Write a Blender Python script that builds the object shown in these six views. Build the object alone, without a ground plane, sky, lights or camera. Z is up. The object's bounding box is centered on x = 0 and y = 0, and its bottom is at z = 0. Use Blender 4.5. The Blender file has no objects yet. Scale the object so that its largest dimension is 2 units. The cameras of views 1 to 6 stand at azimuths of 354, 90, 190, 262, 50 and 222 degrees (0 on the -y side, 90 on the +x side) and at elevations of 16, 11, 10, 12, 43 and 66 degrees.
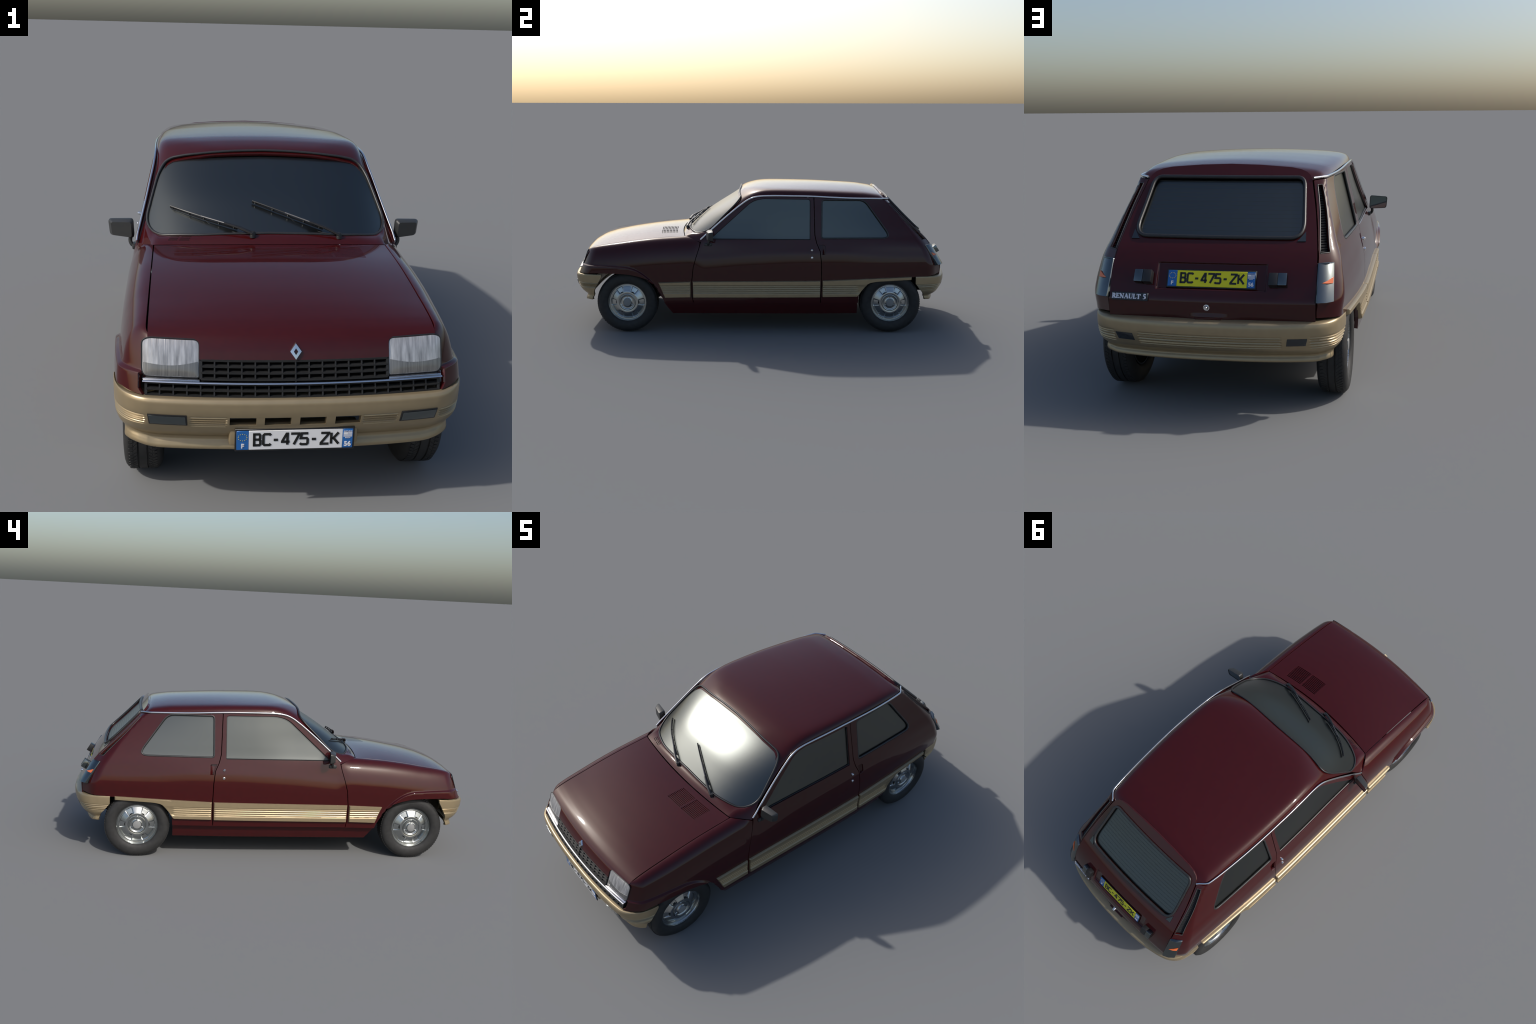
# Small three-door hatchback, built panel by panel from profile curves.
import bpy, bmesh, math
import numpy as np
from mathutils import Vector, Matrix
from mathutils.geometry import delaunay_2d_cdt

rng = np.random.default_rng(5)
A = lambda *a: np.array(a, float)

# ------------------------------------------------------------------ materials
def new_mat(name):
    m = bpy.data.materials.new(name)
    m.use_nodes = True
    nt = m.node_tree
    return m, nt, nt.nodes["Principled BSDF"]

def setp(b, **kw):
    for k, v in kw.items():
        k = k.replace("_", " ")
        if isinstance(v, tuple) and len(v) == 3:
            v = (*v, 1)
        b.inputs[k].default_value = v

def vary(nt, b, c1, c2, scale, stretch=(1, 1, 1), detail=3, socket="Base Color", lo=.35, hi=.65):
    tc = nt.nodes.new("ShaderNodeTexCoord")
    mp = nt.nodes.new("ShaderNodeMapping")
    mp.inputs["Scale"].default_value = stretch
    nz = nt.nodes.new("ShaderNodeTexNoise")
    nz.inputs["Scale"].default_value = scale
    nz.inputs["Detail"].default_value = detail
    rp = nt.nodes.new("ShaderNodeValToRGB")
    rp.color_ramp.elements[0].position = lo
    rp.color_ramp.elements[1].position = hi
    f = (lambda c: (*c, 1) if isinstance(c, tuple) else (c, c, c, 1))
    rp.color_ramp.elements[0].color = f(c1)
    rp.color_ramp.elements[1].color = f(c2)
    nt.links.new(tc.outputs["Object"], mp.inputs["Vector"])
    nt.links.new(mp.outputs["Vector"], nz.inputs["Vector"])
    nt.links.new(nz.outputs["Fac"], rp.inputs["Fac"])
    nt.links.new(rp.outputs["Color"], b.inputs[socket])
    return nz

def bump(nt, b, scale, strength, dist=.001, stretch=(1, 1, 1), detail=2):
    tc = nt.nodes.new("ShaderNodeTexCoord")
    mp = nt.nodes.new("ShaderNodeMapping")
    mp.inputs["Scale"].default_value = stretch
    nz = nt.nodes.new("ShaderNodeTexNoise")
    nz.inputs["Scale"].default_value = scale
    nz.inputs["Detail"].default_value = detail
    bp = nt.nodes.new("ShaderNodeBump")
    bp.inputs["Strength"].default_value = strength
    bp.inputs["Distance"].default_value = dist
    nt.links.new(tc.outputs["Object"], mp.inputs["Vector"])
    nt.links.new(mp.outputs["Vector"], nz.inputs["Vector"])
    nt.links.new(nz.outputs["Fac"], bp.inputs["Height"])
    nt.links.new(bp.outputs["Normal"], b.inputs["Normal"])

def simple(name, col, rough=.5, metal=0., spec=.5, var=None, **kw):
    m, nt, b = new_mat(name)
    setp(b, Base_Color=col, Roughness=rough, Metallic=metal, Specular_IOR_Level=spec, **kw)
    if var:
        c2 = tuple(c * (1 - var) for c in col)
        vary(nt, b, c2, col, 40)
    return m

PAINT = simple("maroon_paint", (.041, .0036, .0040), .28, 0, .05, var=.06, Coat_Weight=1., Coat_Roughness=.03, Coat_IOR=1.42)
GOLD = simple("beige_gold_plastic", (.350, .276, .168), .36, .55, .45, var=.05)
GLASS = simple("dark_window_glass", (.112, .121, .118), .29, 1., .5)
LAMPGLASS = simple("smoked_lamp_glass", (.15, .17, .175), .16, 1., .5)
RUBBER = simple("black_rubber_seal", (.022, .022, .023), .38, 0, .5, var=.15)
BLACK = simple("black_trim", (.012, .012, .013), .45, 0, .5)
DARK = simple("dark_underbody", (.006, .006, .006), .9, 0, .1)
GRILLE = simple("grey_black_plastic", (.019, .0195, .020), .5, 0, .3, var=.1)
MIRRORSHELL = simple("mirror_shell_plastic", (.03, .031, .031), .4, 0, .5, var=.1)
CHROME = simple("chrome", (.72, .73, .75), .1, 1.)
RIM = simple("wheel_silver", (.45, .47, .465), .24, 1., var=.05)
CAP = simple("hub_cap_grey", (.21, .215, .215), .6, .0)
MIRROR = simple("mirror_glass", (.42, .46, .47), .02, 1.)
TYRE, _nt, _b = new_mat("tyre_rubber")
setp(_b, Roughness=.62, Specular_IOR_Level=.35)
vary(_nt, _b, (.020, .020, .020), (.027, .027, .027), 60)
WHITE = simple("plate_white", (.70, .70, .71), .35, 0, .4)
YELLOW = simple("plate_yellow", (.62, .60, .012), .35, 0, .4)
BLUE = simple("plate_blue", (.018, .12, .37), .35, 0, .4)
STAR = simple("plate_star_yellow", (.6, .5, .08), .4)
INK = simple("plate_ink", (.008, .008, .008), .4)
ORANGE = simple("orange_marker", (.75, .16, .045), .35)
SILVERLETTER = simple("badge_letters", (.62, .65, .74), .35, .0)
BADGE = simple("badge_plate", (.014, .017, .019), .35)
REFLECTOR = simple("headlamp_reflector", (.80, .80, .80), .22, 1.)
BULB = simple("headlamp_bulb", (.78, .78, .79), .25, .1)

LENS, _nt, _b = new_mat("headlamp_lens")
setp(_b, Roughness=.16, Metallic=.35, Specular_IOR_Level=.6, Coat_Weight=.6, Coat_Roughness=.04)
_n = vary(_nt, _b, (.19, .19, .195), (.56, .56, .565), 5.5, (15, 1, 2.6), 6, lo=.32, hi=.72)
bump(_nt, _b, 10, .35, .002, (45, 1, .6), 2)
LENSLOW, _nt, _b = new_mat("headlamp_lens_dark_lower_band")
setp(_b, Roughness=.2, Metallic=.35, Specular_IOR_Level=.6, Coat_Weight=.6, Coat_Roughness=.04)
vary(_nt, _b, (.11, .11, .11), (.19, .19, .185), 9, (30, 1, 1.5), 5, lo=.30, hi=.7)
bump(_nt, _b, 10, .35, .002, (45, 1, .6), 2)

# ------------------------------------------------------------------ scene helpers
def empty(name, parent=None, loc=(0, 0, 0)):
    o = bpy.data.objects.new(name, None)
    bpy.context.scene.collection.objects.link(o)
    o.location = loc
    if parent: o.parent = parent
    return o

CAR = empty("hatchback_car")
CAR["label"] = "small maroon three-door hatchback car with beige plastic bumpers"
CAR["category"] = "car"

def link(name, me, mat, parent=CAR, loc=None):
    o = bpy.data.objects.new(name, me)
    bpy.context.scene.collection.objects.link(o)
    if mat is not None and not me.materials:
        me.materials.append(mat)
    o.parent = parent
    if loc is not None: o.location = loc
    return o

def mesh_obj(name, V, F, mat, parent=CAR, angle=35, normals=None, loc=None):
    me = bpy.data.meshes.new(name)
    me.from_pydata([tuple(map(float, v)) for v in V], [], [tuple(map(int, f)) for f in F])
    me.update()
    for p in me.polygons: p.use_smooth = True
    if normals is not None:
        me.normals_split_custom_set_from_vertices([tuple(map(float, n)) for n in normals])
    elif angle is not None:
        me.set_sharp_from_angle(angle=math.radians(angle))
    return link(name, me, mat, parent, loc)

def bm_obj(name, bm, mat, parent=CAR, angle=35, loc=None, recalc=True):
    if recalc: bmesh.ops.recalc_face_normals(bm, faces=bm.faces)
    me = bpy.data.meshes.new(name)
    bm.to_mesh(me); bm.free()
    for p in me.polygons: p.use_smooth = True
    if angle is not None: me.set_sharp_from_angle(angle=math.radians(angle))
    return link(name, me, mat, parent, loc)

def twin(o, parent=None):
    """mirrored partner on the left side, sharing the mesh"""
    c = o.copy()
    bpy.context.scene.collection.objects.link(c)
    c.scale = (-o.scale[0], o.scale[1], o.scale[2])
    c.location = (-o.location[0], o.location[1], o.location[2])
    c.parent = parent or o.parent
    return c

# ------------------------------------------------------------------ curve maths
def pchip(xs, ys):
    xs, ys = np.array(xs, float), np.array(ys, float)
    h = np.diff(xs); d = np.diff(ys) / h
    m = np.zeros_like(xs)
    m[0], m[-1] = d[0], d[-1]
    for i in range(1, len(xs) - 1):
        if d[i - 1] * d[i] > 0:
            w1, w2 = 2 * h[i] + h[i - 1], h[i] + 2 * h[i - 1]
            m[i] = (w1 + w2) / (w1 / d[i - 1] + w2 / d[i])
    def f(x):
        x = np.asarray(x, float)
        i = np.clip(np.searchsorted(xs, x) - 1, 0, len(xs) - 2)
        t = (x - xs[i]) / h[i]
        tc = np.clip(t, 0, 1)
        r = ((1 + 2 * tc) * (1 - tc) ** 2 * ys[i] + tc * (1 - tc) ** 2 * h[i] * m[i]
             + tc ** 2 * (3 - 2 * tc) * ys[i + 1] + tc ** 2 * (tc - 1) * h[i] * m[i + 1])
        r = r + np.where(t < 0, (x - xs[0]) * m[0], 0) + np.where(t > 1, (x - xs[-1]) * m[-1], 0)
        return r
    return f

def spline(P, n):
    """smooth curve through points, n samples evenly by length"""
    P = np.array(P, float)
    s = np.r_[0, np.cumsum(np.linalg.norm(np.diff(P, axis=0), axis=1))]
    # cubic through points with Catmull-Rom tangents
    T = np.gradient(P, s, axis=0)
    u = np.linspace(0, s[-1], n)
    i = np.clip(np.searchsorted(s, u) - 1, 0, len(s) - 2)
    h = (s[i + 1] - s[i])[:, None]; t = ((u - s[i]) / h[:, 0])[:, None]
    return ((1 + 2 * t) * (1 - t) ** 2 * P[i] + t * (1 - t) ** 2 * h * T[i]
            + t ** 2 * (3 - 2 * t) * P[i + 1] + t ** 2 * (t - 1) * h * T[i + 1])

def smooth(a, b, x):
    t = np.clip((x - a) / (b - a), 0, 1)
    return t * t * (3 - 2 * t)

def smax(a, b, k): return np.maximum(a, b) + np.maximum(k - np.abs(a - b), 0) ** 2 / (4 * k)
def smin(a, b, k): return -smax(-a, -b, k)

def lmax(a, b, k): return np.maximum(a, b) + k * np.log1p(np.exp(-np.abs(a - b) / k))

def round_poly(P, r, n=5):
    """closed polygon with rounded corners; r scalar or per corner"""
    P = [np.array(p, float) for p in P]
    r = [r] * len(P) if np.isscalar(r) else r
    out = []
    for i, p in enumerate(P):
        a, b = P[i - 1], P[(i + 1) % len(P)]
        if r[i] <= 0: out.append(p); continue
        u, v = a - p, b - p
        lu, lv = np.linalg.norm(u), np.linalg.norm(v)
        d = min(r[i], lu * .48, lv * .48)
        s, e = p + u / lu * d, p + v / lv * d
        for t in np.linspace(0, 1, n + 1):
            out.append((1 - t) ** 2 * s + 2 * t * (1 - t) * p + t * t * e)
    return np.array(out)

def shrink(P, d):
    """offset a closed 2D outline inwards (clockwise or not)"""
    P = np.array(P, float)
    T = np.roll(P, -1, 0) - np.roll(P, 1, 0)
    T /= np.linalg.norm(T, axis=1)[:, None]
    N = np.c_[-T[:, 1], T[:, 0]]
    ar = .5 * np.sum(P[:, 0] * np.roll(P[:, 1], -1) - np.roll(P[:, 0], -1) * P[:, 1])
    return P + N * d * (1 if ar > 0 else -1)

def resample(P, h, closed=True):
    P = np.array(P, float); out = []
    n = len(P) if closed else len(P) - 1
    for i in range(n):
        a, b = P[i], P[(i + 1) % len(P)]
        k = max(1, int(math.ceil(np.linalg.norm(b - a) / h)))
        for j in range(k): out.append(a + (b - a) * j / k)
    if not closed: out.append(P[-1])
    return np.array(out)

def inside(pts, loops):
    c = np.zeros(len(pts), bool)
    for L in loops:
        B = np.roll(L, -1, 0)
        for (x1, y1), (x2, y2) in zip(L, B):
            if y1 == y2: continue
            m = (y1 > pts[:, 1]) != (y2 > pts[:, 1])
            c ^= m & (pts[:, 0] < (x2 - x1) * (pts[:, 1] - y1) / (y2 - y1) + x1)
    return c

def dist_poly(pts, L, closed=True):
    B = np.roll(L, -1, 0) if closed else L[1:]
    Aq = L if closed else L[:-1]
    d = np.full(len(pts), 1e9)
    for a, b in zip(Aq, B):
        ab = b - a; l = max(ab @ ab, 1e-18)
        t = np.clip(((pts - a) @ ab) / l, 0, 1)
        d = np.minimum(d, np.linalg.norm(pts - a - t[:, None] * ab, axis=1))
    return d

# ------------------------------------------------------------------ sheet-metal panels
def panel(name, outer, fmap, mat, ref, h=.011, holes=(), depth=.009, features=(), parent=CAR, eps=4e-4, back=False):
    """A pressed panel: polygon in a 2D parameter plane, triangulated on a fine grid, mapped by
    fmap onto the body surface, with its edges folded inwards by depth."""
    loops = [resample(outer, h)] + [resample(q, h) for q in holes]
    allp = np.vstack(loops)
    lo, hi = allp.min(0), allp.max(0)
    gx = np.arange(lo[0], hi[0], h); gy = np.arange(lo[1], hi[1], h * .866)
    X, Y = np.meshgrid(gx, gy)
    X = X + (np.arange(len(gy)) % 2)[:, None] * h * .5
    G = np.c_[X.ravel(), Y.ravel()]
    G = G[inside(G, loops)]
    for L in loops: G = G[dist_poly(G, L) > h * .45]
    feats = [resample(np.array(f, float), h * .6, closed=False) for f in features]
    for f in feats: G = G[dist_poly(G, f, False) > h * .35]
    pts, edges = [], []
    for L in loops:
        k = len(pts); n = len(L)
        pts += list(L); edges += [(k + i, k + (i + 1) % n) for i in range(n)]
    for f in feats:
        k = len(pts); pts += list(f); edges += [(k + i, k + i + 1) for i in range(len(f) - 1)]
    pts += list(G)
    r = delaunay_2d_cdt([Vector((float(p[0]), float(p[1]))) for p in pts], edges, [], 0, 1e-6)
    V2 = np.array([tuple(v) for v in r[0]]); F = [tuple(f) for f in r[2]]
    cen = np.array([V2[list(f)].mean(0) for f in F])
    keep = inside(cen, loops)
    F = np.array([f for f, k in zip(F, keep) if k])
    P = fmap(V2)
    du = fmap(V2 + [eps, 0]) - fmap(V2 - [eps, 0]); dv = fmap(V2 + [0, eps]) - fmap(V2 - [0, eps])
    N = np.cross(du, dv); N /= np.linalg.norm(N, axis=1)[:, None] + 1e-15
    if (N @ np.array(ref, float)).mean() < 0: N = -N
    fn = np.cross(P[F[:, 1]] - P[F[:, 0]], P[F[:, 2]] - P[F[:, 0]])
    flip = (fn * N[F].mean(1)).sum(1) < 0
    F[flip] = F[flip][:, ::-1]
    # folded edges
    cnt = {}
    for f in F:
        for a, b in ((f[0], f[1]), (f[1], f[2]), (f[2], f[0])):
            cnt[(a, b)] = 1
    Vx, Nx, Fx = list(P), list(N), [tuple(f) for f in F]
    if depth:
        for (a, b) in list(cnt):
            if (b, a) in cnt: continue
            pa, pb = P[a], P[b]
            qa, qb = pa - N[a] * depth, pb - N[b] * depth
            n = np.cross(pb - pa, N[a]); n /= np.linalg.norm(n) + 1e-15
            k = len(Vx)
            Vx += [pa, pb, qb, qa]
            Nx += [n * .8 + N[a] * .6, n * .8 + N[b] * .6, n, n]
            Fx.append((k + 1, k, k + 3, k + 2))
    return mesh_obj(name, Vx, Fx, mat, parent, normals=[v / (np.linalg.norm(v) + 1e-12) for v in Nx])

def tube(name, P, r, mat, parent=CAR, closed=False, seg=8, flat=(1., 1.), up=None, cap=True):
    """round or oval bar along a 3D polyline"""
    P = np.array(P, float); n = len(P)
    T = (np.roll(P, -1, 0) - np.roll(P, 1, 0)) if closed else np.gradient(P, axis=0)
    T /= np.linalg.norm(T, axis=1)[:, None] + 1e-15
    U = np.zeros_like(P)
    u = np.array(up, float) if up is not None else (A(0, 0, 1) if abs(T[0][2]) < .9 else A(0, 1, 0))
    for i in range(n):
        u0 = np.array(up, float) if up is not None else u
        v = u0 - T[i] * (u0 @ T[i])
        u = v / (np.linalg.norm(v) + 1e-15); U[i] = u
    W = np.cross(T, U)
    rr = np.full(n, r) if np.isscalar(r) else np.array(r)
    V = []
    for i in range(n):
        for k in range(seg):
            a = 2 * math.pi * (k + .5) / seg
            V.append(P[i] + (U[i] * math.cos(a) * flat[0] + W[i] * math.sin(a) * flat[1]) * rr[i])
    F = []
    for i in range(n if closed else n - 1):
        j = (i + 1) % n
        for k in range(seg):
            l = (k + 1) % seg
            F.append((i * seg + k, i * seg + l, j * seg + l, j * seg + k))
    if not closed and cap:
        F.append(tuple(range(seg))[::-1]); F.append(tuple((n - 1) * seg + k for k in range(seg)))
    return mesh_obj(name, V, F, mat, parent, angle=50)

def box(name, lo, hi, mat, parent=CAR, bevel=.002, seg=2, M=None):
    bm = bmesh.new()
    bmesh.ops.create_cube(bm, size=1)
    lo, hi = np.array(lo, float), np.array(hi, float)
    for v in bm.verts:
        v.co = Vector((lo + hi) / 2 + np.array(v.co) * (hi - lo))
    if bevel:
        bmesh.ops.bevel(bm, geom=bm.edges[:], offset=bevel, segments=seg, affect='EDGES', profile=.5)
    if M is not None: bm.transform(M)
    return bm_obj(name, bm, mat, parent, angle=40)

def hexa(name, front, back, mat, parent=CAR, bevel=.003, seg=2):
    """solid between two matching outlines"""
    bm = bmesh.new()
    f = [bm.verts.new(tuple(map(float, p))) for p in front]; b = [bm.verts.new(tuple(map(float, p))) for p in back]
    n = len(f)
    bm.faces.new(f); bm.faces.new(b[::-1])
    for i in range(n): bm.faces.new((f[i], b[i], b[(i + 1) % n], f[(i + 1) % n]))
    bmesh.ops.recalc_face_normals(bm, faces=bm.faces)
    if bevel: bmesh.ops.bevel(bm, geom=bm.edges[:], offset=bevel, segments=seg, affect='EDGES', profile=.5)
    return bm_obj(name, bm, mat, parent, angle=40)

def revolve(name, prof, mat, parent=CAR, n=64, angle=30, loc=(0, 0, 0)):
    """profile (radius, x) turned round the x axis"""
    V, F = [], []
    for r, x in prof:
        for k in range(n):
            a = 2 * math.pi * k / n
            V.append((x, r * math.cos(a), r * math.sin(a)))
    for i in range(len(prof) - 1):
        for k in range(n):
            l = (k + 1) % n
            F.append((i * n + k, i * n + l, (i + 1) * n + l, (i + 1) * n + k))
    me = mesh_obj(name, V, F, mat, parent, angle=angle, loc=loc)
    return me

# ------------------------------------------------------------------ body surfaces
# hood edge seam height and body side section
seam_z = pchip([-.96, -.935, -.9126, -.887, -.844, -.793, -.738, -.682, -.62, -.553, -.47, -.397, -.30],
               [.385, .408, .4293, .4435, .4543, .4626, .4704, .479, .487, .4942, .500, .5046, .507])
side_prof = pchip([.08, .0995, .16, .20, .28, .34, .40, .44, .49, .505, .56, .62, .68, .70, .76, .84],
                  [.390, .401, .416, .4185, .420, .4185, .412, .404, .3935, .3895, .377, .3635, .3495, .345, .331, .313])
front_taper = pchip([-1., -.95, -.85, -.75, -.6, -.35, 0.], [.05, .034, .017, .009, .004, .002, 0.])
hatch_c = pchip([.25, .29, .32, .348, .356, .38, .41, .45, .49, .53, .60, .70, .76],
                [.955, .9585, .961, .9625, .961, .951, .937, .914, .883, .8425, .7685, .6695, .611])
seam_x = pchip([.25, .36, .45, .487, .59, .69, .74], [.318, .319, .318, .315, .298, .2735, .262])
HC = .15
def hatch_y(x, z): return hatch_c(z) - HC * x * x
def quarter_edge(z): return hatch_y(seam_x(z), z)
def fender_edge(z): return -.912 - (.43 - z) * .40

ARCH = A((-.965, .362), (-.9275, .361), (-.857, .359), (-.7457, .355), (-.6858, .350), (-.6433, .3365), (-.6055, .313),
         (-.5612, .273), (-.535, .240), (-.515, .20), (-.5036, .1618)).reshape(-1, 2)
ARCH = spline(ARCH, 60)
ARCHZONE = np.vstack([ARCH, A((-.52, .05), (-1.0, .05), (-1.0, .362)).reshape(-1, 2)])

rear_tr = pchip([.1, .30, .38, .45, .52, .70, .8], [.045, .040, .026, .026, .040, .090, .095])
def taper(y, z):
    """how much narrower the body is than its middle section"""
    return (rear_tr(z) * (np.maximum(y - .15, 0) / .8) ** 2 + front_taper(np.minimum(y, 0))
            + .0075 * smooth(.42, .62, z) * smooth(.12, -.10, y))
belly = pchip([-1, -.6, -.35, -.05, .25, .4, .6, .75, 1.], [-.014, -.016, -.016, .004, .016, .016, .002, -.004, -.004])
def side_x(y, z, lip=True):
    y, z = np.broadcast_arrays(np.asarray(y, float), np.asarray(z, float))
    tp = taper(y, z)
    sec = lambda zz: side_prof(zz - belly(y) * smooth(.24, .36, zz) * smooth(.495, .42, zz))
    s1 = sec(z) - tp
    zs = seam_z(y); zm = zs - .19
    wm = sec(zm) - taper(y, zm)
    t = np.clip((z - zm) / (zs - zm), 0, 1)
    xs = .334
    sf = np.where(z <= zm, s1, xs + (wm - xs) * (1 - t ** 2.3) ** (1 / 2.3))
    sf = np.where(z > zs, xs - (z - zs) * 3, sf)
    w = smooth(-.29, -.37, y)
    s = s1 * (1 - w) + sf * w
    s = np.where(y < -.6, smin(s, .336 + 1.7 * (y - fender_edge(z)), .055), s)
    s = np.where(y > .3, smin(s, seam_x(z) + (1.35 + 1.6 * smooth(.5, .68, z)) * (quarter_edge(z) - y), .03), s)
    if lip:
        m = (y < -.49) & (z < .37)
        if m.any():
            q = np.c_[y[m], z[m]]
            d = dist_poly(q, ARCH, False) * np.where(inside(q, [ARCHZONE]), 1, -1)
            s = s.copy(); fade = smooth(-.505, -.56, q[:, 0]) * .6 + .4
            s[m] = s[m] + .0115 * smooth(-.001, .0075, d) * fade
    return s

Q, ZA = .40, .40
def dom(y, z, x=None):
    """side parameter plane: (y, angle about a line along the car)"""
    y, z = np.asarray(y, float), np.asarray(z, float)
    x = side_x(y, z) if x is None else np.asarray(x, float)
    return np.stack([y, Q * np.arctan2(z - ZA, x)], -1)

def side_map(off=0., lip=True):
    def f(U):
        y, ph = U[:, 0], U[:, 1] / Q
        c, s = np.cos(ph), np.sin(ph)
        a, b = np.full(len(U), .12), np.full(len(U), .62)
        for _ in range(34):
            m = (a + b) / 2
            g = m * c - side_x(y, ZA + m * s, lip)
            a = np.where(g < 0, m, a); b = np.where(g < 0, b, m)
        r = (a + b) / 2
        o = off(y, ZA + r * s) if callable(off) else off
        return np.stack([r * c + o, y, ZA + r * s], -1)
    return f

def D(P):
    P = np.array(P, float)
    return dom(P[:, 0], P[:, 1])
def D3(P):
    P = np.array(P, float)
    return dom(P[:, 1], P[:, 2], P[:, 0])

# windscreen surface and outline
def ws_y(x, z): return -.389 + 1.40 * (z - .5365) + (.16 * x * x + 5.6 * x ** 4) * (1 - .95 * (z - .54))
WS_HALF = [(0, .7335), (.10, .7305), (.20, .722), (.26, .713), (.288, .7055), (.306, .694), (.317, .68), (.327, .661),
           (.336, .6346), (.3437, .6086), (.351, .583), (.357, .5587), (.3575, .546), (.353, .534), (.341, .5245), (.32, .520),
           (.29, .5225), (.2622, .5258), (.1977, .530), (.1349, .534), (.0744, .5355), (0, .5368)]
def ws_outline():
    h = np.array(WS_HALF)
    return np.vstack([h, h[1:-1][::-1] * [-1, 1]])
def ws3(P, out=0.):
    P = np.array(P, float)
    y = ws_y(P[:, 0], P[:, 1])
    q = np.stack([P[:, 0], y, P[:, 1]], -1)
    return q + out * A(0, -.604, .797)

# roof
roof_c = pchip([-.30, -.113, -.085, -.06, -.039, -.02, .0076, .03, .10, .25, .35, .45, .53, .58, .62, .68],
               [.640, .7345, .7435, .7500, .7545, .7572, .7600, .7612, .762, .761, .758, .7535, .7485, .742, .735, .72])
def roof_f(x, y, z):
    ax = np.abs(x)
    top = z - (roof_c(y) - (.13 + .075 * smooth(-.05, .55, y)) * x * x)
    side = ax - (side_prof(z) - taper(y, z))
    side = np.where(y > .45, smax(side, ax - (seam_x(z) + (1.35 + 1.6 * smooth(.5, .68, z)) * (quarter_edge(z) - y)), .03), side)
    f = lmax(top, side, .014)
    ws = (ws_y(x, z) - y) * .604
    f = lmax(f, ws, .004 + .013 * smooth(.15, .31, ax))
    return smax(f, (y - hatch_y(x, z)) * .68 , .02)
ZR = .45
def roof_map(U):
    y, th = U[:, 1], U[:, 0] / .4
    s, c = np.sin(th), np.cos(th)
    a, b = np.full(len(U), .02), np.full(len(U), .6)
    for _ in range(34):
        m = (a + b) / 2
        g = roof_f(m * s, y, ZR + m * c)
        a = np.where(g < 0, m, a); b = np.where(g < 0, b, m)
    r = (a + b) / 2
    return np.stack([r * s, y, ZR + r * c], -1)
def roof_dom(P):
    P = np.array(P, float)
    return np.stack([.4 * np.arctan2(P[:, 0], P[:, 2] - ZR), P[:, 1]], -1)

GUTTER = spline([(.3815, -.3125, .4925), (.3722, -.2609, .5388), (.3613, -.2092, .584), (.3492, -.1557, .6293), (.3390, -.1004, .6724),
                 (.3350, -.0700, .6930), (.3340, -.0405, .7063), (.3330, 0, .7135), (.3330, .0500, .7155), (.3330, .1694, .7150), (.3318, .2405, .7140),
                 (.3277, .3104, .7108), (.3232, .3809, .7070), (.3191, .4518, .7037), (.3150, .5231, .7015), (.3080, .5952, .7000),
                 (.2960, .6380, .6985), (.2725, .6695, .6960)], 90)

# hood: centre line and edge line matched point by point
H_C = spline([(-.4270, .5137), (-.50, .5145), (-.56, .5125), (-.62, .508), (-.70, .4985), (-.78, .486), (-.85, .471), (-.895, .4575),
              (-.922, .445), (-.939, .431), (-.948, .414), (-.9565, .388)], 140)
H_E = spline([(-.3965, .5046), (-.45, .5015), (-.52, .4970), (-.59, .4905), (-.67, .4808), (-.75, .4690), (-.82, .4585), (-.864, .4500),
              (-.889, .4425), (-.909, .4310), (-.921, .415), (-.931, .388)], 140)
def hood_map(U):
    x, s = U[:, 0], np.clip(U[:, 1], 0, 1)
    i = s * (len(H_C) - 1)
    k = np.arange(len(H_C))
    cy, cz = np.interp(i, k, H_C[:, 0]), np.interp(i, k, H_C[:, 1])
    ey, ez = np.interp(i, k, H_E[:, 0]), np.interp(i, k, H_E[:, 1])
    w = (x / .3335) ** 2
    return np.stack([x, cy + (ey - cy) * w, cz + (ez - cz) * w], -1)
def hood_s(z, edge=False):
    Hh = H_E if edge else H_C
    i = np.argmin(np.abs(Hh[60:, 1] - z)) + 60
    return i / (len(Hh) - 1)

def face_y(x, z): return -.971 + .355 * (z - .35) + .235 * x * x

# ------------------------------------------------------------------ body panels
# hood: scale s so that the plane is near isometric
HL = .56
s_g, s_h = hood_s(.388), hood_s(.427, True)
hm = lambda U: hood_map(np.c_[U[:, 0], U[:, 1] / HL])
W = .3330
hood_out = round_poly([(-W, .004), (W, .004), (W, s_h * HL), (.2165, s_h * HL), (.2165, s_g * HL), (-.2165, s_g * HL), (-.2165, s_h * HL), (-W, s_h * HL)],
                      [0, 0, .004, .012, .004, .004, .012, .004])
def s_of_y(y):  # centre-line parameter of a y position
    return np.interp(-y, -H_C[:, 0], np.arange(len(H_C)) / (len(H_C) - 1)) * HL
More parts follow.
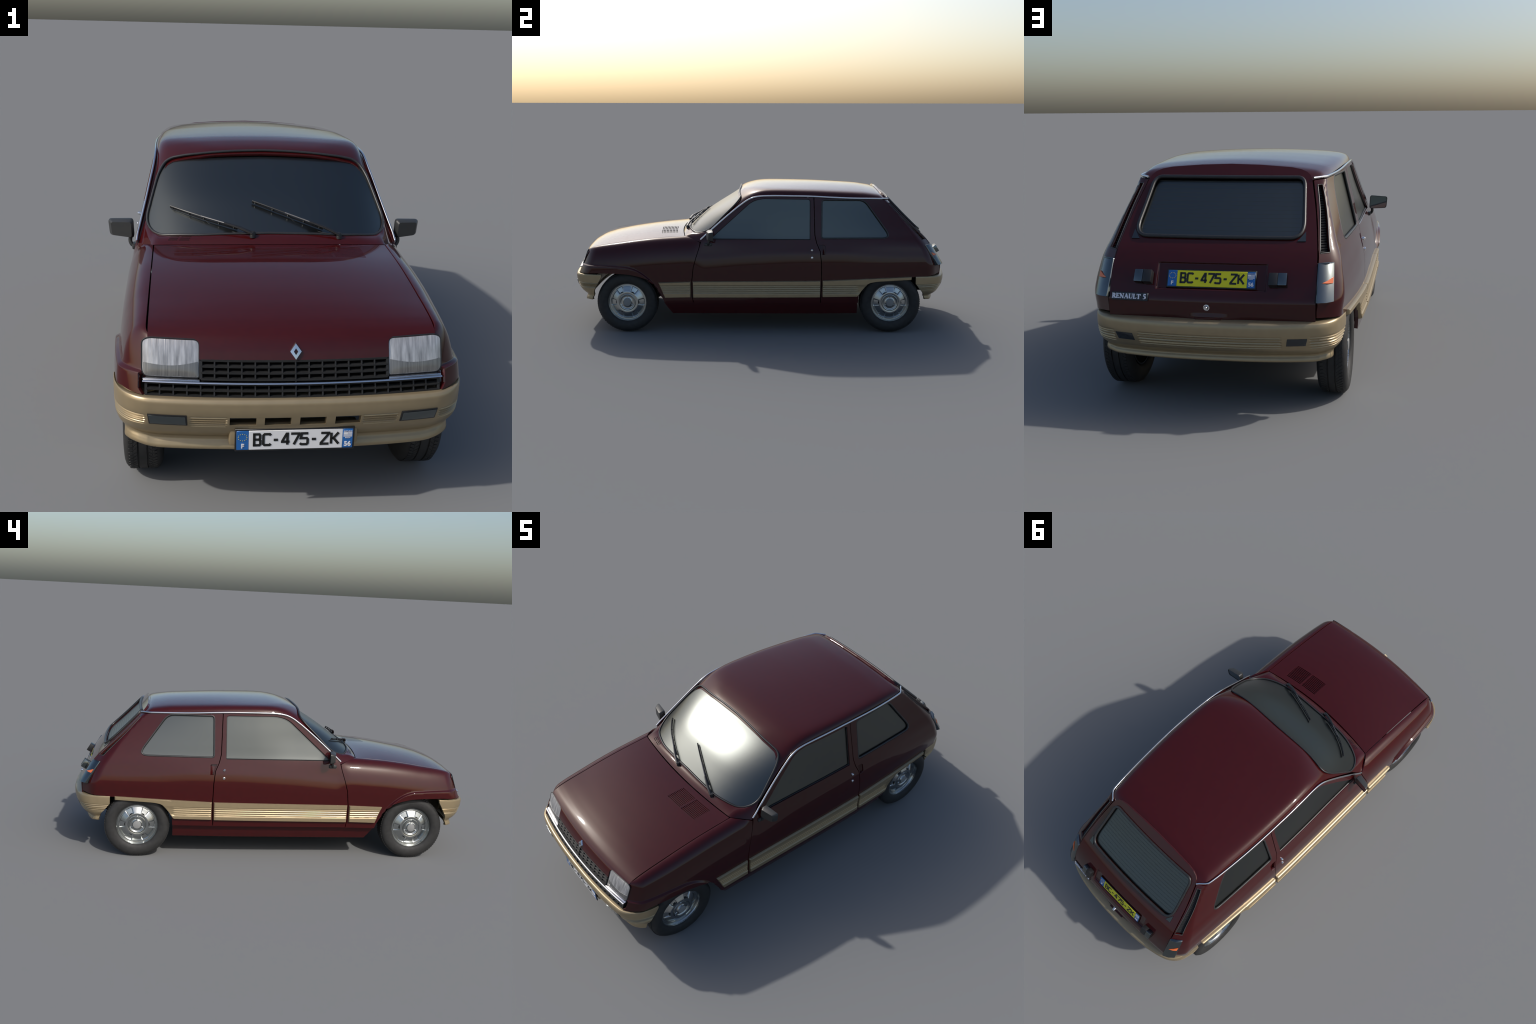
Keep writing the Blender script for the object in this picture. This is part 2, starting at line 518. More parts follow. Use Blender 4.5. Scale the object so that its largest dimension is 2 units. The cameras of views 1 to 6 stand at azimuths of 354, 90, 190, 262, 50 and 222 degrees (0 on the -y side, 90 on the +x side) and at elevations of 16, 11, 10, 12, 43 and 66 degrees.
# ventilation slots in the hood (two banks of long slots across the hood)
slots = []
for bx in ((.069, .1555), (.163, .2505)):
    for k in range(11):
        yy = -.5435 + k * .0080
        s0, s1 = sorted((s_of_y(yy - .0021), s_of_y(yy + .0021)))
        slots.append(A((bx[0], s0), (bx[1], s0), (bx[1], s1), (bx[0], s1)).reshape(-1, 2))
panel("hood", hood_out, hm, PAINT, (0, 0, 1), h=.012, holes=slots, depth=.008)
sv0, sv1 = s_of_y(-.552), s_of_y(-.455)
panel("vent_tray", A((.06, sv0), (.26, sv0), (.26, sv1), (.06, sv1)).reshape(-1, 2), lambda U: hm(U) - A(0, 0, .006), GRILLE, (0, 0, 1), h=.02, depth=0)

# front fender
top = [(.3344, y, float(seam_z(y)) - .0006) for y in np.linspace(-.397, -.909, 80)]
top = top[::-1]
frontline = [(.3445, -.943, .349), (.3440, -.935, .372), (.3430, -.928, .395), (.3415, -.9205, .414), (.3385, -.9140, .4245)]
def frontpt(z): return (fender_edge(z) + .0055, z)
fo = [tuple(p) for p in D([(-.9600, .313)])] + [tuple(p) for p in D([frontpt(z) for z in (.325, .34, .36, .38, .40, .415)])]
fo += [tuple(p) for p in D3(top)]
fo += [tuple(p) for p in D3([(.352, -.372, .4985), (.372, -.340, .488), (.3855, -.3165, .4775)])]
fo += [tuple(p) for p in D([(-.3225, .45), (-.3385, .40), (-.3525, .35), (-.3605, .28), (-.3605, .20), (-.3535, .1625)])]
fo += [tuple(p) for p in D([(-.5025, .1605), (-.508, .18), (-.519, .207), (-.535, .2395), (-.5535, .2645), (-.5800, .2870), (-.6308, .3030), (-.68, .314),
                            (-.747, .3185), (-.85, .3195), (-.92, .3175)])]
fender_outer = np.array(fo)
def offset_open(P, d):
    T = np.gradient(P, axis=0); T /= np.linalg.norm(T, axis=1)[:, None]
    return P + np.c_[T[:, 1], -T[:, 0]] * d
ARCHS = ARCH[2:-1]
feat = [D(offset_open(ARCHS, v)) for v in (-.001, .0015, .0035, .0055, .0075)]
fender = panel("front_fender", fender_outer, side_map(), PAINT, (1, 0, 0), h=.007, depth=.012, features=feat)
twin(fender)

# door with window opening
def gut_yz(y0, y1, dz, n=30, rev=False):
    yy = np.linspace(y0, y1, n)
    return np.c_[yy, np.interp(yy, GUTTER[:, 1], GUTTER[:, 2]) - dz]
DOOR_GLASS = round_poly([(-.2660, .4950), (.2575, .4935), (.2585, .7005), (.012, .7035), (-.030, .6945), (-.058, .6800)],
                        [.003, .004, .016, .03, .02, .03], 4)
door_out = np.vstack([gut_yz(-.3085, .2735, .0050, 46),
                      [(.2785, .516), (.2880, .476), (.3060, .4355), (.3128, .373), (.3150, .28), (.3100, .1635)],
                      [(-.3495, .1635), (-.3565, .20), (-.3565, .28), (-.3487, .35), (-.3350, .40), (-.3190, .45), (-.3115, .478)]])
door = panel("door", D(resample(door_out, .02)), side_map(), PAINT, (1, 0, 0), h=.010, holes=[D(resample(DOOR_GLASS, .012))], depth=.011)

# rear quarter with window opening, handle pocket and wheel arch
Q_GLASS = round_poly([(.3110, .4970), (.6880, .4975), (.5430, .6970), (.3140, .6995)], [.018, .058, .034, .020], 8)
POCKET = round_poly([(.2990, .4690), (.3370, .4700), (.3378, .4180), (.3145, .4190), (.3135, .4350)], [.002, .020, .020, .004, .004], 6)
zq = np.array([.690, .66, .62, .58, .54, .50, .46, .42, .39, .36, .33, .310])
q_out = np.vstack([gut_yz(.2775, .655, .0050, 40), np.c_[quarter_edge(zq) - .0008, zq],
                   [(.91, .306), (.84, .301), (.787, .297), (.70, .294), (.62, .291), (.575, .280), (.540, .245), (.512, .205), (.509, .1635)],
                   [(.3140, .1635), (.3190, .28), (.3168, .373), (.3100, .4355), (.2920, .476), (.2825, .516)]])
LQ = np.array([(.2850, .6760, .6770), (.3050, .6690, .6770), (.3500, .8440, .4890), (.3215, .8640, .4885)])
def lq(a, b, o=0.):
    p = (LQ[0] * (1 - a) + LQ[1] * a) * (1 - b) + (LQ[3] * (1 - a) + LQ[2] * a) * b
    return p + A(.60, .55, .45) * o
LQ_RING = [(0, t) for t in np.linspace(0, 1, 14)] + [(1, t) for t in np.linspace(1, 0, 14)]
_zl = np.array([lq(a, b)[2] for a, b in LQ_RING])
_yl = np.array([lq(a, b)[1] for a, b in LQ_RING])
_lim = quarter_edge(_zl)
_yl = np.where(np.arange(28) < 14, _lim - .0042, _lim - np.interp(_zl, [.488, .677], [.0250, .0108]))
L_HOLE = np.c_[_yl, _zl]
quarter = panel("rear_quarter_panel", D(resample(q_out, .02)), side_map(), PAINT, (1, 0, 0), h=.010,
                holes=[D(resample(Q_GLASS, .012)), D(resample(POCKET, .008)), D(resample(L_HOLE, .008))], depth=.013)
twin(quarter)

# sill below the doors
sill = panel("sill", D(resample(A((-.5025, .1585), (-.500, .150), (-.463, .0995), (.5066, .0995), (.5066, .1615), (-.40, .1615), (-.5025, .1600)).reshape(-1, 2), .02)),
             side_map(-.014), PAINT, (1, 0, 0), h=.014, depth=.03)
twin(sill).location.x = .010

# roof with windscreen pillars
wso = np.array(WS_HALF)
wso = shrink(np.vstack([wso, wso[1:-1][::-1] * [-1, 1]]), .006)[:len(WS_HALF)]
wso[0] = (0, WS_HALF[0][1] - .006)
wsr = ws3(np.array([p for p in wso if p[1] > .545]))
rear_seam = [(x, float(hatch_y(np.float64(x), np.float64(z))), z) for x, z in ((.2715, .694), (.266, .7050), (.254, .7155), (.234, .7240), (.20, .7302), (.10, .7372), (0, .7402))]
half = np.vstack([roof_dom(wsr), roof_dom([(.366, -.292, .520)]), roof_dom(GUTTER), roof_dom(rear_seam)[1:]])
roof_outer = np.vstack([half, half[1:-1][::-1] * [-1, 1]])
panel("roof", roof_outer, roof_map, PAINT, (0, 0, 1), h=.011, depth=.010)

# gutter trim, sitting on the joint of roof and side
gx = np.maximum(roof_map(roof_dom(GUTTER))[:, 0], side_map()(D3(GUTTER))[:, 0])
GUTTER[:, 0] = np.maximum(GUTTER[:, 0], gx)
g = tube("gutter_trim", GUTTER + A(.0022, 0, .0008), .0046, CHROME, seg=10, flat=(1.0, .85))
twin(g)

# windscreen
def ws_dense(n=160):
    h = spline(WS_HALF, n)
    return np.vstack([h, h[1:-1][::-1] * [-1, 1]])
WSO = ws_dense()
panel("windscreen", shrink(WSO, .003), lambda U: ws3(U, 0) + A(0, .604, -.797) * (.0015 + .012 * smooth(.60, .72, U[:, 1]) * (1 - (np.abs(U[:, 0]) / .34) ** 3).clip(0))[:, None], GLASS, (0, -1, 1), h=.016, depth=.004)
tube("windscreen_seal", ws3(WSO, .0008), .0042, RUBBER, closed=True, up=(0, -.6, .8), seg=8)

# cowl between hood and windscreen
def cowl():
    V, F = [], []
    us = np.linspace(-1, 1, 81); ts = np.linspace(0, 1, 9)
    hb = np.array(WS_HALF)[::-1]
    for u in us:
        s, a = (1 if u >= 0 else -1), abs(u)
        if a < .84:
            x = .3345 * a / .84
            p = A(x, -.4255 + .26 * x * x, .5137 - .08 * x * x)
            xb = .338 * a / .84
            zb = np.interp(xb, hb[:8, 0], hb[:8, 1])
            q = A(xb, ws_y(xb, zb), zb)
        else:
            t = (a - .84) / .16
            p = A(.3345, -.3964, .5047) * (1 - t) + A(.3845, -.3150, .4800) * t
            xb = .338 + .020 * math.sin(t * 1.57); zb = .5232 + .033 * t
            q = A(xb, ws_y(xb, zb), zb)
        for t in ts:
            w = p * (1 - t) + q * t
            w[2] += .004 * math.sin(math.pi * t) * (a < .84) - .0015 * (t > .99)
            w[0] *= s
            V.append(w)
    n = len(ts)
    for i in range(len(us) - 1):
        for j in range(n - 1):
            F.append((i * n + j, (i + 1) * n + j, (i + 1) * n + j + 1, i * n + j + 1))
    return mesh_obj("cowl_panel", V, F, PAINT, angle=60)
cowl()
# small slots in the cowl, left side
def cowl_pt(x, t):
    ax = abs(x)
    p = A(ax, -.4255 + .26 * ax * ax, .5137 - .08 * ax * ax)
    xb = ax * .338 / .3345
    zb = float(np.interp(xb, [h[0] for h in WS_HALF[::-1][:8]], [h[1] for h in WS_HALF[::-1][:8]]))
    q = A(xb, ws_y(xb, zb), zb)
    w = p * (1 - t) + q * t
    w[2] += .004 * math.sin(math.pi * t)
    return w * A(math.copysign(1, x), 1, 1)
for k in range(3):
    t = .36 + .17 * k
    for xa, xb in ((-.2920, -.2670), (-.2610, -.2330)):
        sh = .0035 * k
        tube("cowl_slot", [cowl_pt(xa + sh, t), cowl_pt((xa + xb) / 2 + sh, t), cowl_pt(xb + sh, t)], .0015, DARK, seg=6, up=(0, -.5, .85), flat=(.5, 1))

# tailgate
HG = round_poly([(-.268, .5275), (.268, .5275), (.2475, .6975), (-.2475, .6975)], [.045, .045, .025, .025], 8)
zt = np.array([.30, .33, .36, .40, .45, .50, .55, .60, .65, .69])
right = np.c_[seam_x(zt) - .0022, zt]
tg_out = np.vstack([right, [(.264, .7055), (.252, .7155), (.232, .7235), (.20, .7295), (.10, .7365), (0, .7395)],
                    [(-.10, .7365), (-.20, .7295), (-.232, .7235), (-.252, .7155), (-.264, .7055)], right[::-1] * [-1, 1]])
REC = (.1700, .3835, .4600)
def tailgate_map(U, off=0.):
    x, z = U[:, 0], U[:, 1]
    y = hatch_y(x, z) + .0035
    # recess for the number plate
    dx = REC[0] - np.abs(x); dz = np.minimum(z - REC[1], REC[2] - z)
    w = smooth(-.001, .006, dx) * smooth(-.0005, .004, dz)
    yr = .9240 - .47 * (z - .415) - HC * .6 * x * x
    y = y * (1 - w) + np.minimum(yr, y) * w
    # flare over the handle
    wh = np.exp(-((x / .075) ** 4)) * smooth(.325, .300, z)
    y = y + .006 * wh
    return np.stack([x, y + off, z], -1)
rx, rz0, rz1 = REC
rect = lambda i: A((-rx + i, rz0 + i), (rx - i, rz0 + i), (rx - i, rz1 - i), (-rx + i, rz1 - i), (-rx + i, rz0 + i)).reshape(-1, 2)
tailgate = panel("tailgate", resample(tg_out, .02), tailgate_map, PAINT, (0, 1, .5), h=.010, holes=[HG], depth=.010,
                 features=[rect(-.001), rect(.0025), rect(.006), A((-.31, .350), (.31, .350)).reshape(-1, 2)])
panel("rear_window", shrink(HG, -.002), lambda U: tailgate_map(U, -.009), GLASS, (0, 1, 1), h=.016, depth=.004)
VW, FW = [], []
for z in np.linspace(.545, .685, 13):
    hw = np.interp(z, [.53, .69], [.255, .236])
    xs_ = np.linspace(-hw, hw, 25)
    P = tailgate_map(np.c_[xs_, np.full(25, z)], -.0086)
    k = len(VW)
    for p in P: VW += [p + A(0, .0001, .0003), p - A(0, -.0001, .0003)]
    FW += [(k + 2 * i, k + 2 * i + 1, k + 2 * i + 3, k + 2 * i + 2) for i in range(24)]
hw_ = mesh_obj("heating_wires", VW, FW, simple("heating_wire", (.104, .112, .110), .29, 1.), angle=None); hw_["kind"] = "stuff"
hg3 = tailgate_map(resample(HG, .008))
tube("rear_window_seal", hg3 + A(0, .0022, .002), .0062, RUBBER, closed=True, up=(0, .68, .73), seg=8)
for s in (1, -1):   # glass corner tabs showing outside the seal
    tri = [(.2485 * s, .5195), (.2745 * s, .5195), (.2715 * s, .5450)]
    t3 = tailgate_map(np.array(tri))
    hexa("window_corner_tab", t3 + A(0, .0018, .0018), t3 - A(0, .004, .004), GLASS, bevel=0)

# side glass
dg = panel("door_window", D(resample(shrink(DOOR_GLASS, -.003), .012)), side_map(-.0105), GLASS, (1, 0, 0), h=.016, depth=.004)
dg.parent = door
def ring3(P2, off, h=.01):
    return side_map(off)(D(resample(P2, h)))
ds = tube("window_seal", ring3(shrink(DOOR_GLASS, .0005), -.0080), .0030, BLACK, closed=True, up=(1, 0, 0), seg=6)
ds.parent = door
qg = panel("quarter_window", D(resample(shrink(Q_GLASS, -.003), .012)), side_map(-.0100), GLASS, (1, 0, 0), h=.016, depth=.004)
qs = tube("quarter_window_seal", ring3(shrink(Q_GLASS, .0025), -.0045), .0052, RUBBER, closed=True, up=(1, 0, 0), seg=8)
twin(qg); twin(qs)
# handle pocket bowl
pk = panel("handle_pocket", D(resample(shrink(POCKET, -.002), .006)), side_map(lambda y, z: -.016 + .009 * smooth(.318, .338, y)), PAINT, (1, 0, 0), h=.006, depth=0)
twin(pk)
# door button and lock
def button(y, z, r, out, nm):
    x = float(side_x(y, z))
    o = revolve(nm, [(0, out), (r * .6, out), (r * .9, out * .8), (r, out * .4), (r, -.004)], CHROME, door, n=24, loc=(x, y, z))
    return o
button(.265, .4425, .0062, .0090, "door_button")
button(.2655, .4040, .0068, .0045, "door_lock")

# beige side strips, one per panel
def strip_off(y, z):
    base = .0105 * np.ones_like(z)
    top_in = smooth(.262, .256, z)
    rib = .0022 * np.sin(np.clip((z - .2160) / (.2580 - .2160), 0, 1) * math.pi * 4) ** 2
    mid = smooth(.214, .219, z) * smooth(.260, .255, z)
    low = smooth(.219, .214, z) * .0025
    return base + mid * (rib - .003) + low
def strip(nm, y0, y1, bottom, top_, parent=CAR):
    """moulding with rounded edges; bottom and top are lines (y, z); ends follow y0(t), y1(t) from bottom to top"""
    nt_, ny = 58, 90
    tt = np.r_[0, 0, .018, .04, np.linspace(.06, .94, nt_), .96, .982, 1, 1]
    uu = np.r_[0, 0, .004, .01, np.linspace(.02, .98, ny), .99, .996, 1, 1]
    bt = np.array(bottom, float); tp_ = np.array(top_, float)
    U, T = np.meshgrid(uu, tt, indexing='ij')
    Y = (y0[0] + (y0[1] - y0[0]) * T) * (1 - U) + (y1[0] + (y1[1] - y1[0]) * T) * U
    zb, zt_ = np.interp(Y, bt[:, 0], bt[:, 1]), np.interp(Y, tp_[:, 0], tp_[:, 1])
    Z = zb + (zt_ - zb) * T
    off = strip_off(Y.ravel(), Z.ravel()).reshape(Y.shape)
    L = abs(y1[0] - y0[0])
    edge = np.minimum(np.minimum(U, 1 - U) * L, np.minimum(T, 1 - T) * (zt_ - zb))
    off = off * np.clip(edge / .0032, 0, 1) ** .5
    off[0, :] = off[-1, :] = -.004; off[:, 0] = off[:, -1] = -.004
    X = side_x(Y.ravel(), Z.ravel(), False).reshape(Y.shape) + off
    V = np.stack([X, Y, Z], -1).reshape(-1, 3)
    n = len(tt)
    F = [(i * n + j, (i + 1) * n + j, (i + 1) * n + j + 1, i * n + j + 1) for i in range(len(uu) - 1) for j in range(n - 1)]
    return mesh_obj(nm, V, F, GOLD, parent, angle=50)
ff = strip("fender_side_strip", (-.5000, -.5335), (-.3645, -.3640), [(-.54, .1890), (-.36, .1930)], [(-.5335, .2725), (-.364, .2780)])
twin(ff)
strip("door_side_strip", (-.3535, -.3545), (.3105, .3115), [(-.3535, .1915), (.3105, .1940)], [(-.3545, .2790), (.3115, .2840)], door)
qst = strip("quarter_side_strip", (.3200, .3205), (.7885, .7885), [(.32, .1955), (.5015, .1965), (.5080, .2010), (.5230, .2230), (.5400, .2440), (.5570, .2620), (.5700, .2690), (.60, .2745), (.65, .2775), (.7885, .2830)],
            [(.3205, .2850), (.7885, .3015)])
twin(qst)
twin(door)
for o in list(door.children):
    L = bpy.data.objects["door.001"]
    c = o.copy(); bpy.context.scene.collection.objects.link(c); c.parent = L

# louvre in the rear pillar: a recessed grille of slats
L3 = side_map()(D(L_HOLE))
def lv3(a, b, o):
    n = len(L3) // 2
    f = b * (n - 1); i = int(min(f, n - 2)); t = f - i
    pin = L3[i] * (1 - t) + L3[i + 1] * t
    pout = L3[2 * n - 1 - i] * (1 - t) + L3[2 * n - 2 - i] * t
    return pin * (1 - a) + pout * a + A(.60, .55, .45) * o
grid_b = np.linspace(0, 1, 20)
ring = [(0, t) for t in grid_b] + [(1, t) for t in grid_b[::-1]]
V = [lv3(a, b, -.013) for a, b in [(0, t) for t in grid_b] + [(1, t) for t in grid_b]]
F = [(i, i + 1, 21 + i, 20 + i) for i in range(19)]
louvre = mesh_obj("pillar_louvre", V, F, BLACK, angle=40)
lf = tube("louvre_frame", [lv3(a, b, .0008) for a, b in ring], .0015, simple("louvre_frame_grey", (.06, .062, .062), .45, .1), closed=True, up=(.6, .6, .5), seg=6, parent=louvre)
VS, FS = [], []
for b in np.linspace(.03, .97, 26):
    k = len(VS)
    for a in (.04, .96):
        VS += [lv3(a, max(b - .012, 0), -.0125), lv3(a, b + .006, -.0075), lv3(a, min(b + .010, 1), -.0125)]
    for q in range(2): FS.append((k + q, k + q + 1, k + q + 4, k + q + 3))
sl = mesh_obj("louvre_slats", VS, FS, GRILLE, louvre, angle=30); sl["kind"] = "stuff"
L2 = twin(louvre)
for o in (lf, sl):
    c = o.copy(); bpy.context.scene.collection.objects.link(c); c.parent = L2

# tail lamps
lamp_f = [(.3205, .9630, .3580), (.3705, .9300, .3580), (.3640, .8620, .4640), (.3190, .8970, .4660)]
lamp_f = np.array(lamp_f)
lamp_mid = lamp_f[[0, 1]] .mean(0), lamp_f[[2, 3]].mean(0)
fr = np.array([lamp_f[0], lamp_mid[0] + A(.003, .0035, 0), lamp_f[1], lamp_f[2], lamp_mid[1] + A(.003, .0035, .001), lamp_f[3]])
bk = fr - A(.013, .024, .006)
tl = hexa("tail_lamp", fr, bk, LAMPGLASS, bevel=.003)
c0, ex, ez = lamp_f[1] * .45 + lamp_f[2] * .55, lamp_f[0] - lamp_f[1], lamp_f[2] - lamp_f[1]
nrm = np.cross(ez, ex); nrm = nrm / np.linalg.norm(nrm); nrm = nrm if nrm[1] > 0 else -nrm
pt = lambda a, b: lamp_f[1] + ex * a + ez * b + nrm * (.0015 + .0045 * (1 - abs(2 * a - 1)))
tri = np.array([pt(.07, .62), pt(.10, .46), pt(.40, .455), pt(.72, .475), pt(.40, .53)])
mk = hexa("orange_marker", tri + nrm * .0006, tri - nrm * .003, ORANGE, tl, bevel=0)
t2 = twin(tl)
c = mk.copy(); bpy.context.scene.collection.objects.link(c); c.parent = t2

# ------------------------------------------------------------------ bumpers
def bumper(nm, path, prof, ends, masks, holes=(), sgn=-1, n_path=260, extra_x=()):
    """profile (d, z) swept along a plan path (x>=0 half mirrored); ends: end y by height;
    masks(x, arc): rib strength; holes: (x0, x1, z0, z1) openings"""
    half = spline(path, 400)
    full = np.vstack([half[::-1] * [-1, 1], half[1:]])
    s = np.r_[0, np.cumsum(np.linalg.norm(np.diff(full, axis=0), axis=1))]
    s -= s[-1] / 2
    T = np.gradient(full, s, axis=0); T /= np.linalg.norm(T, axis=1)[:, None]
    Nn = np.c_[T[:, 1], -T[:, 0]] if sgn < 0 else np.c_[-T[:, 1], T[:, 0]]
    st = list(np.linspace(s[0], s[-1], n_path))
    for hx in [v for h in holes for v in h[:2]] + list(extra_x):
        st += [np.interp(hx, full[:, 0], s)]
    st = np.unique(np.round(st, 6))
    # finely sampled profile with ribs
    prof = np.array(prof, float)
    arc = np.r_[0, np.cumsum(np.linalg.norm(np.diff(prof, axis=0), axis=1))]
    a = np.unique(np.r_[np.arange(0, arc[-1], .0022), arc])
    zz = np.interp(a, arc, prof[:, 1])
    PZ = spline(prof, 400); pa = np.r_[0, np.cumsum(np.linalg.norm(np.diff(PZ, axis=0), axis=1))]; pa *= arc[-1] / pa[-1]
    d, z = np.interp(a, pa, PZ[:, 0]), np.interp(a, pa, PZ[:, 1])
    for h in holes:
        for zv in h[2:]:
            i = np.argmin(np.abs(z - zv)); z[i] = zv
    ez, ey = np.array(ends)[:, 1], np.array(ends)[:, 0]
    o = np.argsort(ez)
    V = []
    m = len(z)
    smax_ = s[-1]
    hs = np.interp
    fy = full[:, 1]
    sh = s[len(s) // 2:]; yh = fy[len(s) // 2:]
    for layer in (0, 1):
        for sv in st:
            for j in range(m):
                yend = np.interp(z[j], ez[o], ey[o])
                send = np.interp(yend, yh, sh) if sgn < 0 else np.interp(-yend, -yh, sh)
                lim = .26
                t = abs(sv)
                if t > lim: t = lim + (t - lim) * (send - lim) / (smax_ - lim)
                sq = math.copysign(t, sv)
                px, py = np.interp(sq, s, full[:, 0]), np.interp(sq, s, full[:, 1])
                nx, ny = np.interp(sq, s, Nn[:, 0]), np.interp(sq, s, Nn[:, 1])
                dd = masks(abs(px), z[j]) - layer * .014
                low = float(smooth(.250, .175, z[j]))
                zz_ = z[j] + .010 * low * float(smooth(.31, .40, abs(px)))
                V.append((px + nx * (dd + d[j] * (.10 + .28 * low)), py + ny * (dd + d[j]), zz_ + layer * (-.004 if j == 0 else (.004 if j == m - 1 else 0))))
    ns = len(st)
    idx = lambda l, i, j: (l * ns + i) * m + j
    sx = np.interp(st, s, full[:, 0])
    hole = np.zeros((ns - 1, m - 1), bool)
    for x0, x1, z0, z1 in holes:
        for i in range(ns - 1):
            if x0 - 1e-4 <= min(sx[i], sx[i + 1]) and max(sx[i], sx[i + 1]) <= x1 + 1e-4:
                for j in range(m - 1):
                    if z0 - 1e-4 <= min(z[j], z[j + 1]) and max(z[j], z[j + 1]) <= z1 + 1e-4: hole[i, j] = True
    F = []
    for i in range(ns - 1):
        for j in range(m - 1):
            if hole[i, j]: continue
            F.append((idx(0, i, j), idx(0, i + 1, j), idx(0, i + 1, j + 1), idx(0, i, j + 1)))
            F.append((idx(1, i, j), idx(1, i, j + 1), idx(1, i + 1, j + 1), idx(1, i + 1, j)))
            for (di, dj, e) in ((0, -1, ((i, j), (i + 1, j))), (0, 1, ((i, j + 1), (i + 1, j + 1))), (-1, 0, ((i, j), (i, j + 1))), (1, 0, ((i + 1, j), (i + 1, j + 1)))):
                ii, jj = i + di, j + dj
                if not (0 <= ii < ns - 1 and 0 <= jj < m - 1) or hole[ii, jj]:
                    (a0, b0), (a1, b1) = e
                    F.append((idx(0, a0, b0), idx(0, a1, b1), idx(1, a1, b1), idx(1, a0, b0)))
    bm = bmesh.new()
    vs = [bm.verts.new(v) for v in V]
    for f in F: bm.faces.new([vs[k] for k in f])
    loose = [v for v in bm.verts if not v.link_faces]
    bmesh.ops.delete(bm, geom=loose, context='VERTS')
    return bm_obj(nm, bm, GOLD, angle=42)

def ribs(z, z0, z1, n): return np.sin(np.clip((z - z0) / (z1 - z0), 0, 1) * math.pi * n) ** 2
F_PATH = [(0, -1.0), (.10, -.9985), (.19, -.9935), (.26, -.9865), (.312, -.9785), (.342, -.9715), (.364, -.9600), (.382, -.9440), (.399, -.9190), (.4110, -.8850), (.4165, -.850), (.4180, -.80)]
F_PROF = [(-.050, .3070), (-.030, .3085), (-.014, .3105), (-.0050, .3092), (-.0005, .303), (0, .292), (-.001, .280), (-.005, .264), (-.010, .248), (-.018, .232),
          (-.028, .218), (-.043, .203), (-.0535, .194), (-.0550, .188), (-.0500, .178), (-.0470, .168), (-.0480, .1645), (-.056, .164)]
F_HOLES = [(a, b, .2450, .2665) for a, b in ((-.1490, -.0890), (-.0700, -.0100), (.0100, .0700), (.0910, .1500))]
def f_mask(x, z):
    w = smooth(.154, .158, x) * smooth(.240, .236, x) + smooth(.336, .342, x)
    r = -.0035 * smooth(.239, .243, z) * smooth(.2685, .2645, z) + .0038 * ribs(z, .2405, .2670, 4)
    return float(w * r)
front_bumper = bumper("front_bumper", F_PATH, F_PROF, [(-.830, .33), (-.830, .300), (-.872, .229), (-.896, .177), (-.900, .16)], f_mask, F_HOLES, -1, extra_x=(.154, .158, .236, .24, -.154, -.158, -.236, -.24))
R_PATH = [(0, 1.0), (.10, .9975), (.19, .9895), (.25, .9795), (.300, .9665), (.335, .9520), (.357, .9350), (.374, .9100), (.3845, .875), (.3925, .830), (.395, .80)]
R_PROF = [(-.045, .301), (-.028, .3005), (-.012, .2985), (-.003, .294), (0, .286), (.0005, .272), (-.001, .262), (-.008, .242), (-.018, .224), (-.030, .208),
          (-.048, .195), (-.062, .187), (-.0640, .182), (-.0600, .174), (-.0590, .1665), (-.064, .163), (-.072, .163)]
def r_mask(x, z):
    w = smooth(.222, .216, x) + smooth(.298, .303, x)
    r = -.0035 * smooth(.217, .221, z) * smooth(.2585, .2545, z) + .0038 * ribs(z, .2190, .2570, 4)
    return float(w * r)
rear_bumper = bumper("rear_bumper", R_PATH, R_PROF, [(.811, .31), (.8115, .262), (.846, .22), (.872, .19), (.882, .16)], r_mask, (), 1, extra_x=(.216, .222, .298, .303, -.216, -.222, -.298, -.303))

def on_path(path, prof, sgn):
    hp = spline(path, 300); PZ = spline(prof, 300)
    def f(x, z, off):
        y = np.interp(abs(x), hp[:, 0], hp[:, 1])
        i = np.argmin(np.abs(hp[:, 0] - abs(x))); t = hp[min(i + 1, 299)] - hp[max(i - 1, 0)]
        n = A(t[1], -t[0]) if sgn < 0 else A(-t[1], t[0]); n /= np.linalg.norm(n)
        d = np.interp(-z, -PZ[:, 1], PZ[:, 0]) + off
        return A(math.copysign(abs(x) + n[0] * off, x), y + n[1] * off + (d - off) * sgn, z)
    return f
fpt, rpt = on_path(F_PATH, F_PROF, -1), on_path(R_PATH, R_PROF, 1)
def quad_on(nm, f, pts, mat, o0, o1, parent, bevel=.0012):
    q = resample(np.array(pts, float), .02)
    return hexa(nm, [f(x, z, o1) for x, z in q], [f(x, z, o0) for x, z in q], mat, parent, bevel=bevel, seg=2)
for s in (1, -1):
    q = [(.2430 * s, .2425), (.3300 * s, .2425), (.3335 * s, .2720), (.2450 * s, .2720)]
    quad_on("bumper_lamp_frame", fpt, q, BLACK, -.006, .0022, front_bumper)
    i = .003
    q = [((.2430 + i) * s, .2425 + i), ((.3300 - i) * s, .2425 + i), ((.3335 - i) * s, .2720 - i), ((.2450 + i) * s, .2720 - i)]
    quad_on("bumper_lamp", fpt, q, LAMPGLASS, -.004, .0036, front_bumper)
    q = [(.2315 * s, .2265), (.2890 * s, .2265), (.2955 * s, .2520), (.2365 * s, .2520)]
    quad_on("fog_lamp", rpt, q, simple("dark_fog_lamp", (.05, .055, .06), .12, .6), -.006, .0015, rear_bumper, bevel=.002)

